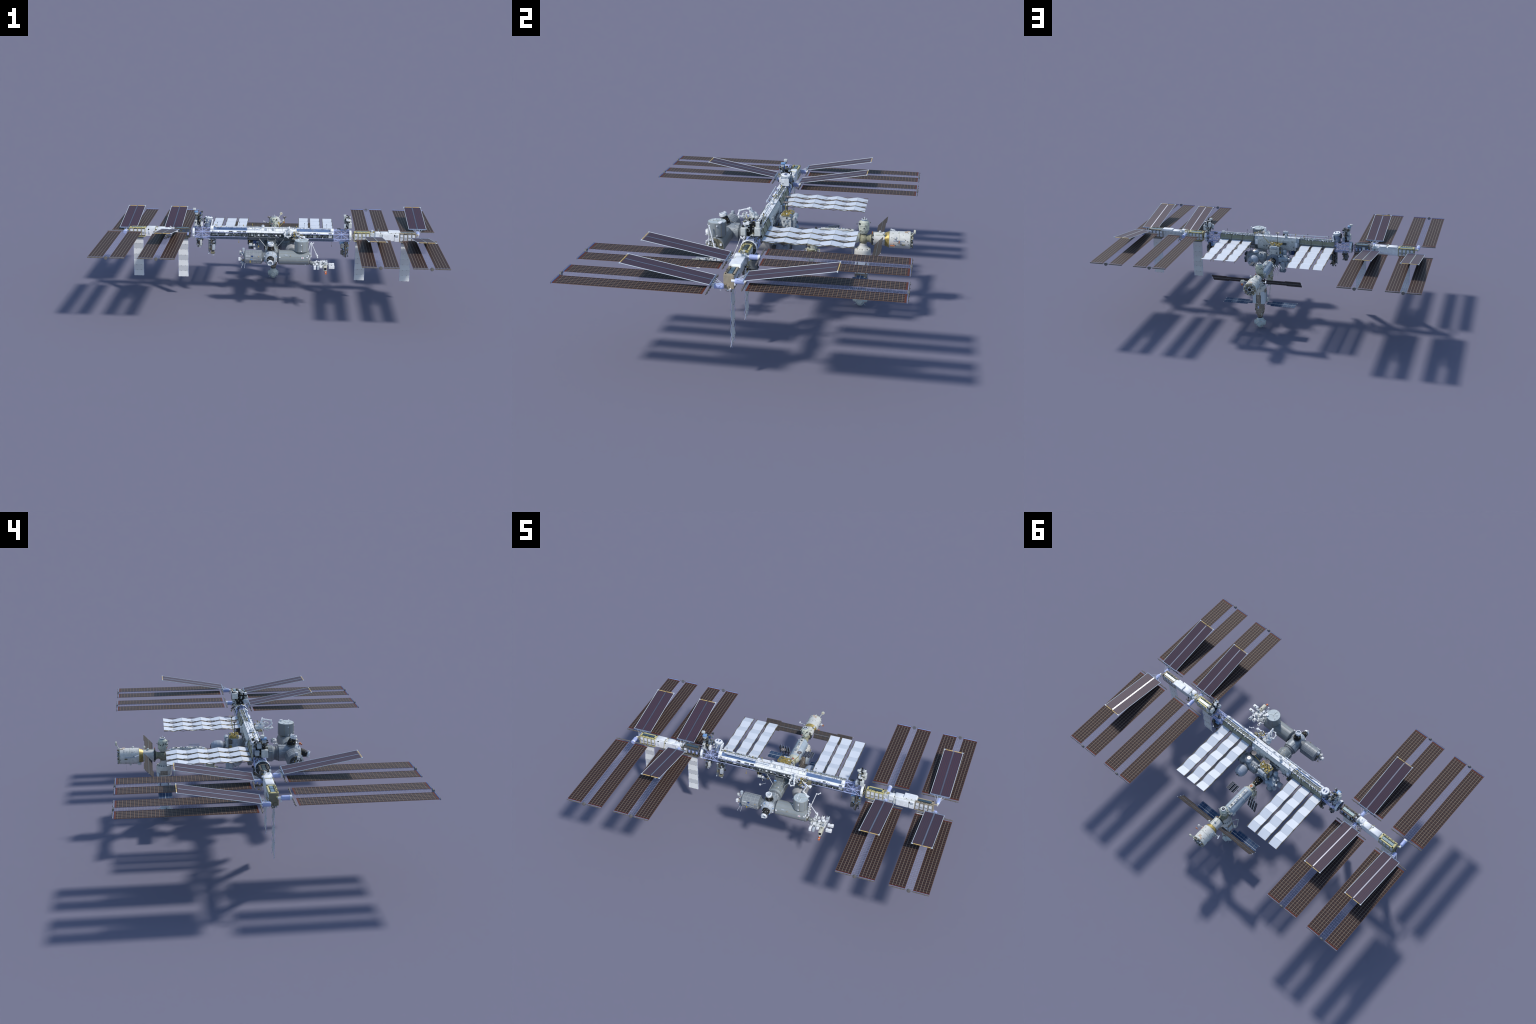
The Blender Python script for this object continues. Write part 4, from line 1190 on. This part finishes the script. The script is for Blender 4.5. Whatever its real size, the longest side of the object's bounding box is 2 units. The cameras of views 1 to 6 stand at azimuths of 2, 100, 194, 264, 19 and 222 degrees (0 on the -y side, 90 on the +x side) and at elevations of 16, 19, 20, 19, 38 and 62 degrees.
b.clutter((-0.03, 0.215, 0.318), (0.034, 0.236, 0.356), 30, [RUSO, OFFW, DARK, OLIVE, SKYB, GOLD], 0.003, 0.009, 182, rods=0.2)
b.clutter((-0.03, 0.395, 0.31), (0.034, 0.42, 0.356), 24, [RUSO, OFFW, DARK, GREYW], 0.003, 0.008, 183, rods=0.2)
b.box((-0.025, 0.236, 0.322), (0.022, 0.03, 0.03), RUSO, ch=0.004)
b.box((-0.030, 0.392, 0.322), (0.012, 0.022, 0.024), RUSW, ch=0.003)
b.obj("hull_fitting", fgb, stuff=True)
# folded solar arrays of the cargo block: stacks of leaning leaves
for s in (-1, 1):
    b = Build()
    b.rod((XA + s * 0.030, 0.276, 0.340), (XA + s * 0.085, 0.276, 0.343), 0.0016, MID, 6)
    stem = b.obj("folded_solar_array", fgb)
    for k in range(4 if s < 0 else 3):
        q = Build()
        M = Matrix.Identity(4)
        if s > 0:
            q.box((0, 0, 0), (0.0235, 0.054, 0.0014), FGC)
            q.box((0.0112, 0, 0.0004), (0.0012, 0.054, 0.0018), SILVER)
            q.box((-0.0112, 0, 0.0004), (0.0012, 0.054, 0.0018), SILVER)
            M = T((0.058 + 0.0185 * k, 0.278, 0.347 + 0.003 * k)) @ Matrix.Rotation(0.34, 4, "Y")
        else:
            q.box((0, 0, 0), (0.024, 0.056, 0.0014), FGC)
            q.box((0.0122, 0, 0), (0.0012, 0.056, 0.0018), SILVER)
            M = T((-0.050 - 0.017 * k, 0.280 + 0.003 * k, 0.340)) @ RZ(0.45) @ Matrix.Rotation(-1.1, 4, "Y")
        inst("array_leaf", q.mesh("array_leaf"), fgb, M)

# docking module under the cargo block
b = Build()
b.lathe((XA, 0.2035, 0.318), (XA, 0.2035, 0.196), [(0, 0.014), (0.020, 0.016), (0.028, 0.021), (0.050, 0.022), (0.052, 0.0235), (0.070, 0.0235), (0.072, 0.021), (0.088, 0.021), (0.098, 0.015), (0.108, 0.015), (0.110, 0.0125), (0.122, 0.0125)],
        [RUSO, RUSO, RUSO, RUSO, RUSG, RUSO, RUSO, RUSO, RUSO, RUSO, MID], 28)
rs = b.obj("docking_compartment", root)
b = Build()
b.clutter((-0.024, 0.178, 0.235), (0.028, 0.228, 0.29), 40, [RUSO, RUSO, OFFW, DARK, OLIVE], 0.004, 0.010, 190, rods=0.3)
for s in (-1, 1):
    b.path([(XA, 0.2035 + s * 0.022, 0.262), (XA, 0.2035 + s * 0.036, 0.262), (XA, 0.2035 + s * 0.034, 0.246)], 0.0022, RUSO, 6)
b.torus((XA, 0.2035, 0.212), (0, 0, 1), 0.024, 0.0012, RUSO, 24, 6)
b.box((XA, 0.180, 0.236), (0.03, 0.004, 0.05), RUSW)
b.obj("hull_fitting", rs, stuff=True)
b = Build()                                             # whip antennas left of the cargo block
for k in range(3):
    x0 = -0.032 - 0.012 * k
    b.rod((x0, 0.236 - 0.004 * k, 0.318), (x0 - 0.012, 0.245, 0.284), 0.0006, OFFW, 4)
    b.rod((x0 - 0.006, 0.240, 0.301), (x0 - 0.002, 0.244, 0.268), 0.0006, OFFW, 4)
b.obj("whip_antenna", fgb, stuff=True)

# service module
b = Build()
b.ball((XA, 0.4395, 0.3285), 0.0228, RUSG, 28, 16)
prof = [(0, 0.0165), (0.012, 0.0170), (0.020, 0.0215), (0.024, 0.0295), (0.030, 0.0302), (0.034, 0.0297), (0.082, 0.0297), (0.085, 0.031), (0.102, 0.0375), (0.104, 0.0392), (0.196, 0.0392), (0.198, 0.0375), (0.200, 0.030), (0.199, 0.012), (0.202, 0.0115), (0.202, 0.006)]
b.lathe((XA, 0.4535, 0.3315), (XA, 0.6555, 0.3345), prof, [RUSG, RUSG, DARK, DARK, RUSW, RUSW, CONE, CONE, RUSW, RUSW, RUSO, TAN, TAN, WHITE, BLACK], 40)
sm = b.obj("service_module", root)
b = Build()
rr = random.Random(200)
for k in range(80):                                      # fittings on the stern
    w, r = rr.uniform(0, TAU), rr.uniform(0.014, 0.038)
    b.box((XA + r * math.cos(w), 0.6545 + rr.uniform(0, 0.006), 0.3345 + r * math.sin(w)), [rr.uniform(0.003, 0.008) for _ in range(3)], rr.choice([OLIVE, DARK, RUSO, TAN, OFFW, STEEL]))
b.torus((XA, 0.655, 0.3345), (0, 1, 0), 0.0115, 0.0016, WHITE, 24, 6)
for k in range(50):                                      # hull details
    w, y = rr.uniform(0, TAU), rr.uniform(0.56, 0.65)
    b.box((XA + 0.0392 * math.cos(w), y, 0.334 + 0.0392 * math.sin(w)), [rr.uniform(0.0015, 0.004) for _ in range(3)], rr.choice([DARK, DARK, RUSO, RUSO, OFFW]))
for k in range(30):
    w, y = rr.uniform(0, TAU), rr.uniform(0.476, 0.486)
    b.box((XA + 0.030 * math.cos(w), y, 0.332 + 0.030 * math.sin(w)), [rr.uniform(0.002, 0.006) for _ in range(3)], rr.choice([DARK, BLACK, RUSO, OLIVE]))
for w, y, L, m in ((1.57, 0.51, 0.05, RUSO), (0.9, 0.515, 0.045, RUSO), (2.3, 0.51, 0.05, OFFW), (0.2, 0.60, 0.05, GREYW), (3.0, 0.60, 0.05, GREYW)):
    r = 0.030 if y < 0.54 else 0.0395
    b.box((XA + r * math.cos(w), y, 0.332 + r * math.sin(w)), (0.005, L, 0.003), m, rot=(0, -w + math.pi / 2, 0))
b.box((XA + 0.006, 0.630, 0.3732), (0.014, 0.014, 0.0012), STAIN)
b.box((XA - 0.008, 0.640, 0.3728), (0.010, 0.014, 0.0012), STAIN)
b.box((XA + 0.0395, 0.62, 0.322), (0.0016, 0.014, 0.006), OLIVE)
b.box((XA - 0.0395, 0.62, 0.330), (0.0016, 0.014, 0.006), OLIVE)
for y in (0.556, 0.600, 0.648):
    b.torus((XA, y, 0.3342), (0, 1, 0), 0.0392, 0.0006, RUSO, 40, 4)
b.box((0.047, 0.572, 0.318), (0.010, 0.020, 0.003), COPPER)
b.box((-0.036, 0.555, 0.305), (0.008, 0.018, 0.010), OFFW)
b.ball((0.030, 0.53, 0.368), 0.0065, OFFW, 12, 8)
b.ball((0.0015, 0.512, 0.3655), 0.006, OFFW, 12, 8)
b.cyl((0.014, 0.478, 0.355), (0.014, 0.478, 0.369), 0.0020, COPPER, n=8)
b.obj("hull_fitting", sm, stuff=True)
b = Build()                                              # dish on its stern arm, rendezvous booms
b.path([(0.026, 0.650, 0.362), (0.034, 0.660, 0.372), (0.0425, 0.666, 0.384)], 0.0022, RUSO, 6)
b.lathe((0.0433, 0.6635, 0.3872), (0.0433, 0.6725, 0.3872), [(0, 0.0088), (0.0008, 0.0098), (0.0075, 0.0098), (0.009, 0.0085)], BEIGE, 24)
b.cyl((0.0433, 0.6625, 0.3872), (0.0433, 0.6636, 0.3872), 0.002, COPPER, n=12)
b.path([(-0.034, 0.560, 0.345), (-0.052, 0.562, 0.350), (-0.072, 0.565, 0.352)], 0.0018, OFFW, 6)
b.rod((-0.070, 0.556, 0.358), (-0.074, 0.576, 0.352), 0.0034, WHITE, 8)
b.ball((-0.050, 0.562, 0.350), 0.004, STEEL, 10, 6)
b.path([(0.040, 0.575, 0.352), (0.058, 0.585, 0.357)], 0.0018, OFFW, 6)
b.ball((0.060, 0.586, 0.358), 0.0075, OFFW, 14, 8)
b.box((0.064, 0.602, 0.342), (0.012, 0.004, 0.010), COPPER)
b.rod((0.0, 0.62, 0.296), (0.0, 0.62, 0.262), 0.0004, MID, 4)
b.rod((-0.01, 0.60, 0.300), (-0.01, 0.60, 0.290), 0.005, OFFW, 8)
b.obj("antenna_boom", sm)


def chord_wing(name, mat, x0, x1, root_w, tip_w, step, centre, chord, parent, rail):
    """flat wing lying along x, chord direction given, wider beyond the step"""
    cdir = V(chord).normalized()
    nrm = V((1, 0, 0)).cross(cdir).normalized()
    s = 1 if x1 > x0 else -1
    M = Matrix((( *V((s, 0, 0)), 0), (*cdir, 0), (*(nrm * s), 0), (0, 0, 0, 1))).to_3x3().transposed().to_4x4()
    M.translation = V((x0, centre[0], centre[1]))
    L = abs(x1 - x0)
    b = Build()
    st = abs(step - x0)
    for sg in (-1, 1):
        b.box((st / 2, sg * (root_w / 4 + 0.001), 0), (st, root_w / 2 - 0.001, 0.0014), mat)
        b.box(((L + st) / 2, sg * (tip_w / 4 + 0.001), 0), (L - st, tip_w / 2 - 0.001, 0.0014), mat)
    b.box((L / 2 - 0.006, 0, 0.0), (L + 0.012, 0.0020, 0.0030), rail)
    for sg in (-0.48, 0, 0.48):
        b.rod((L, sg * tip_w, 0), (L + 0.005, sg * tip_w, 0.0), 0.0012, OFFW, 6)
    return inst(name, b.mesh(name), parent, M)


for s in (-1, 1):
    chord_wing("folding_solar_wing", SMC, XA + s * 0.036, s * 0.2745, 0.052, 0.064, s * 0.180, (0.5105, 0.334), (0, 0.0448, 0.0480), sm, MID)

# research module above the ball node
b = Build()
b.lathe((XA, 0.4385, 0.346), (XA, 0.4385, 0.4275), [(0, 0.010), (0.006, 0.0125), (0.010, 0.017), (0.022, 0.0225), (0.028, 0.0238), (0.046, 0.0238), (0.048, 0.0245), (0.052, 0.0240), (0.062, 0.0215), (0.070, 0.0145), (0.072, 0.0135), (0.0755, 0.0130), (0.0760, 0.0095), (0.0735, 0.006)],
        [DARK, RUSO, RUSO, RUSO, RUSO, RUSO, RUSO, RUSO, RUSO, STEEL, STEEL, WHITE, DARK], 32)
po = b.obj("mini_research_module", root)
b = Build()
b.rod((XA, 0.4385, 0.418), (XA, 0.4385, 0.431), 0.0016, WHITE, 8)
rr = random.Random(210)
for k in range(44):
    w, z = rr.uniform(0, TAU), rr.uniform(0.364, 0.41)
    r = 0.0205 if z < 0.37 else 0.0240
    b.box((XA + r * math.cos(w), 0.4385 + r * math.sin(w), z), [rr.uniform(0.002, 0.005) for _ in range(3)], rr.choice([RUSO, RUSO, DARK, OFFW, OLIVE, RED if k < 3 else DARK]))
for w in (0.3, 2.2, 3.6, 5.1):
    b.rod((XA + 0.023 * math.cos(w), 0.4385 + 0.023 * math.sin(w), 0.395), (XA + 0.034 * math.cos(w), 0.4385 + 0.034 * math.sin(w), 0.400), 0.0009, OFFW, 5)
    b.box((XA + 0.034 * math.cos(w), 0.4385 + 0.034 * math.sin(w), 0.400), (0.003, 0.003, 0.005), DARK)
b.cyl((XA + 0.016, 0.4385 - 0.018, 0.402), (XA + 0.0175, 0.4385 - 0.0195, 0.402), 0.005, DARK, n=12)
b.obj("hull_fitting", po, stuff=True)

# multipurpose module below, ball node at its foot
NY = 0.4365
b = Build()
b.lathe((XA, NY, 0.308), (XA, NY, 0.066), [(0, 0.0165), (0.012, 0.0185), (0.020, 0.024), (0.027, 0.036), (0.034, 0.0375), (0.078, 0.0375), (0.084, 0.033), (0.090, 0.0285), (0.190, 0.0285), (0.215, 0.022), (0.232, 0.016), (0.242, 0.0145)],
        [RUSW, RUSW, RUSW, RUSW, RUSW, RUSW, BROWN, BROWN, BROWN, BROWN, DARK], 36)
nk = b.obj("multipurpose_module", root)
b = Build()
for s in (-1, 1):                                           # white side radiators
    b.box((XA + s * 0.026, NY + 0.029, 0.210), (0.024, 0.003, 0.078), RADB, rot=(0, 0, s * -0.35))
    b.box((XA + s * 0.0335, NY, 0.205), (0.003, 0.034, 0.070), RADB)
    b.box((XA + s * 0.030, NY - 0.026, 0.205), (0.02, 0.003, 0.07), RADB, rot=(0, 0, s * 0.35))
b.box((XA, NY + 0.034, 0.215), (0.020, 0.006, 0.060), BROWN)
b.box((XA - 0.0375, NY, 0.250), (0.002, 0.036, 0.022), BROWN)
b.box((XA + 0.0375, NY, 0.250), (0.002, 0.036, 0.022), BROWN)
rr = random.Random(220)
for k in range(110):
    w, z = rr.uniform(0, TAU), rr.uniform(0.082, 0.228)
    r = 0.029 if z > 0.12 else 0.026
    b.box((XA + r * math.cos(w), NY + r * math.sin(w), z), [rr.uniform(0.002, 0.008) for _ in range(3)], rr.choice([BROWN, BROWN, OFFW, DARK, BEIGE, GREYW, TAN]))
for k in range(16):
    w = TAU * k / 16
    b.box((XA + 0.031 * math.cos(w), NY + 0.031 * math.sin(w), 0.284), (0.004, 0.004, 0.004), rr.choice([DARK, OLIVE, OFFW]))
b.box((XA + 0.002, NY + 0.0285, 0.146), (0.008, 0.003, 0.016), CAN)
b.box((XA + 0.014, NY - 0.020, 0.148), (0.03, 0.02, 0.03), BROWN)
b.obj("hull_fitting", nk, stuff=True)
for s in (-1, 1):
    chord_wing("solar_wing", NKC, XA + s * 0.045, s * 0.2225, 0.034, 0.066, s * 0.072, (NY - 0.002, 0.1635), (0, 1, -0.03), nk, RADB)
b = Build()                                                  # crane arm of the module
b.path([(-0.030, 0.415, 0.262), (-0.046, 0.392, 0.268), (-0.052, 0.384, 0.262), (-0.042, 0.390, 0.168), (-0.034, 0.402, 0.158), (-0.028, 0.410, 0.170)], 0.0019, OFFW, 8)
for p in ((-0.046, 0.392, 0.268), (-0.042, 0.390, 0.168), (-0.036, 0.400, 0.158)):
    b.box(p, (0.006, 0.006, 0.007), OFFW, ch=0.001)
b.cyl((-0.036, 0.402, 0.166), (-0.036, 0.412, 0.188), 0.009, OFFW, n=14)
b.obj("crane_arm", nk)
b = Build()
PC = V((XA, 0.4355, 0.0375))
b.ball(PC, 0.0300, PRI, 32, 20)
b.lathe(PC + V((0, 0, 0.020)), PC + V((0, 0, 0.036)), [(0, 0.018), (0.010, 0.016), (0.016, 0.014)], [PRI, DARK], 24)
pr = b.obj("ball_node", root)
for k in range(4):
    a = TAU * (k + 0.5) / 4 + 0.785
    d = V((math.cos(a), math.sin(a), -0.12)).normalized()
    q = Build()
    q.lathe(PC + d * 0.020, PC + d * 0.0345, [(0, 0.018), (0.007, 0.017), (0.0125, 0.0155), (0.0145, 0.0140)], PRI, 24)
    q.torus(PC + d * 0.0340, d, 0.0128, 0.0008, DARK, 24, 4)
    q.obj("docking_port", pr)
b = Build()
b.lathe(PC - V((0, 0, 0.018)), PC - V((0, 0, 0.0345)), [(0, 0.018), (0.010, 0.0165), (0.0165, 0.011)], PRI, 24)
b.rod(PC - V((0, 0, 0.033)), PC - V((0, 0, 0.0375)), 0.0018, PRI, 8)
for w in (0.8, 2.4, 3.9, 5.5):
    b.rod(PC + V((0.022 * math.cos(w), 0.022 * math.sin(w), -0.018)), PC + V((0.036 * math.cos(w), 0.036 * math.sin(w), -0.024)), 0.0008, PRI, 5)
    b.box(PC + V((0.036 * math.cos(w), 0.036 * math.sin(w), -0.024)), (0.003, 0.003, 0.004), STEEL)
rr = random.Random(230)
for k in range(22):
    d = V((rr.uniform(-1, 1), rr.uniform(-1, 1), rr.uniform(-1, 1))).normalized()
    b.box(PC + d * 0.030, [rr.uniform(0.0015, 0.004)] * 3, rr.choice([DARK, STEEL, RED, OFFW, PRI]))
b.obj("hull_fitting", pr, stuff=True)

# ---- mobile base, arms and tool carriers on the truss front ----------------
b = Build()
b.box((0.098, -0.045, 0.430), (0.050, 0.022, 0.012), OFFW, ch=0.002)
b.box((0.090, -0.062, 0.436), (0.022, 0.022, 0.020), WHITE, ch=0.003)
b.path([(0.100, -0.055, 0.445), (0.105, -0.078, 0.468), (0.110, -0.093, 0.466), (0.112, -0.116, 0.459), (0.116, -0.120, 0.442), (0.112, -0.106, 0.430), (0.100, -0.088, 0.422)], 0.0032, WHITE, 8)
b.path([(0.085, -0.060, 0.440), (0.078, -0.082, 0.430), (0.083, -0.108, 0.426), (0.097, -0.121, 0.425), (0.118, -0.118, 0.428)], 0.0032, OFFW, 8)
b.path([(0.095, -0.06, 0.450), (0.096, -0.066, 0.470), (0.108, -0.070, 0.473)], 0.0028, WHITE, 8)
for p in ((0.105, -0.078, 0.468), (0.112, -0.116, 0.459), (0.116, -0.120, 0.442), (0.078, -0.082, 0.430), (0.083, -0.108, 0.426), (0.097, -0.121, 0.425), (0.108, -0.070, 0.473)):
    b.box(p, (0.008, 0.008, 0.009), WHITE, ch=0.0015)
b.clutter((0.076, -0.100, 0.408), (0.120, -0.040, 0.456), 44, [WHITE, WHITE, OFFW, GREYW], 0.003, 0.009, 240, rods=0.35, rodr=0.0012)
mb = b.obj("mobile_base", root)
b = Build()
b.clutter((0.126, -0.080, 0.398), (0.170, -0.036, 0.446), 100, [GOLD, GOLD, OLIVE, DARKF, WHITE, STEEL, CAN, GOLDF], 0.003, 0.010, 241, rods=0.4, rodr=0.0011)
b.box((0.182, -0.046, 0.413), (0.020, 0.016, 0.022), OLIVE)
b.box((0.150, -0.06, 0.398), (0.045, 0.03, 0.004), BEIGE)
b.obj("gold_tool_rack", mb, stuff=True)
b = Build()                                                  # two-handed tool robot
b.path([(0.150, -0.065, 0.425), (0.175, -0.075, 0.405), (0.159, -0.080, 0.370), (0.1775, -0.081, 0.354), (0.172, -0.085, 0.333)], 0.0036, WHITE, 8)
b.path([(0.150, -0.065, 0.425), (0.178, -0.078, 0.418), (0.198, -0.082, 0.412)], 0.0036, WHITE, 8)
for p in ((0.175, -0.075, 0.405), (0.159, -0.080, 0.370), (0.1775, -0.081, 0.354), (0.172, -0.085, 0.333), (0.198, -0.082, 0.412)):
    b.box(p, (0.009, 0.009, 0.010), WHITE, ch=0.0015)
b.box((0.196, -0.076, 0.415), (0.018, 0.012, 0.012), WHITE, ch=0.003)
b.obj("tool_robot", mb)
b = Build()                                                  # long crane arm
b.path([(0.2563, -0.0698, 0.3780), (0.2470, -0.0760, 0.3730), (0.2374, -0.0833, 0.3778), (0.2240, -0.1010, 0.3300), (0.2105, -0.1216, 0.2810)], 0.0021, WHITE, 8)
for p in ((0.2563, -0.0698, 0.3780), (0.2470, -0.0760, 0.3730), (0.2374, -0.0833, 0.3778), (0.2240, -0.1010, 0.3300), (0.2105, -0.1216, 0.2810)):
    b.box(p, (0.006, 0.006, 0.007), WHITE, ch=0.001)
b.obj("crane_arm", mb)
b = Build()                                                  # inspection boom along the starboard truss
b.rod((-0.3253, -0.0235, 0.4605), (-0.0604, -0.0235, 0.4560), 0.0020, BOOM, 10)
for xx in (-0.31, -0.24, -0.16, -0.08):
    b.rod((xx, -0.0235, 0.4580), (xx, -0.008, 0.449), 0.0012, CAN, 6)
    b.box((xx, -0.0235, 0.4585), (0.005, 0.005, 0.005), GOLD if xx < -0.3 else BOOM)
b.obj("inspection_boom", mb)
b = Build()                                                  # camera booms and gold cranks on the truss
for xx, zz in ((-0.115, 0.470), (-0.17, 0.462), (-0.34, 0.462), (0.155, 0.462)):
    b.rod((xx, 0.004, 0.449), (xx - 0.004, 0.002, zz), 0.0011, GOLD, 5)
    b.box((xx - 0.004, 0.002, zz), (0.005, 0.005, 0.005), GOLD)
b.lathe((-0.055, 0.006, 0.448), (-0.055, 0.006, 0.466), [(0, 0.006), (0.005, 0.006), (0.006, 0.009), (0.014, 0.009), (0.018, 0.006)], [BLACK, WHITE, WHITE, GREYW], 14)
b.rod((-0.20, -0.034, 0.383), (-0.20, -0.036, 0.362), 0.0007, GOLD, 5)
b.box((-0.20, -0.036, 0.364), (0.005, 0.004, 0.005), GOLD)
for s in (-1, 1):
    b.box((s * 0.41, 0.020, 0.446), (0.02, 0.012, 0.008), DARK)
b.obj("camera_boom", mb, stuff=True)
bpy.context.view_layer.update()
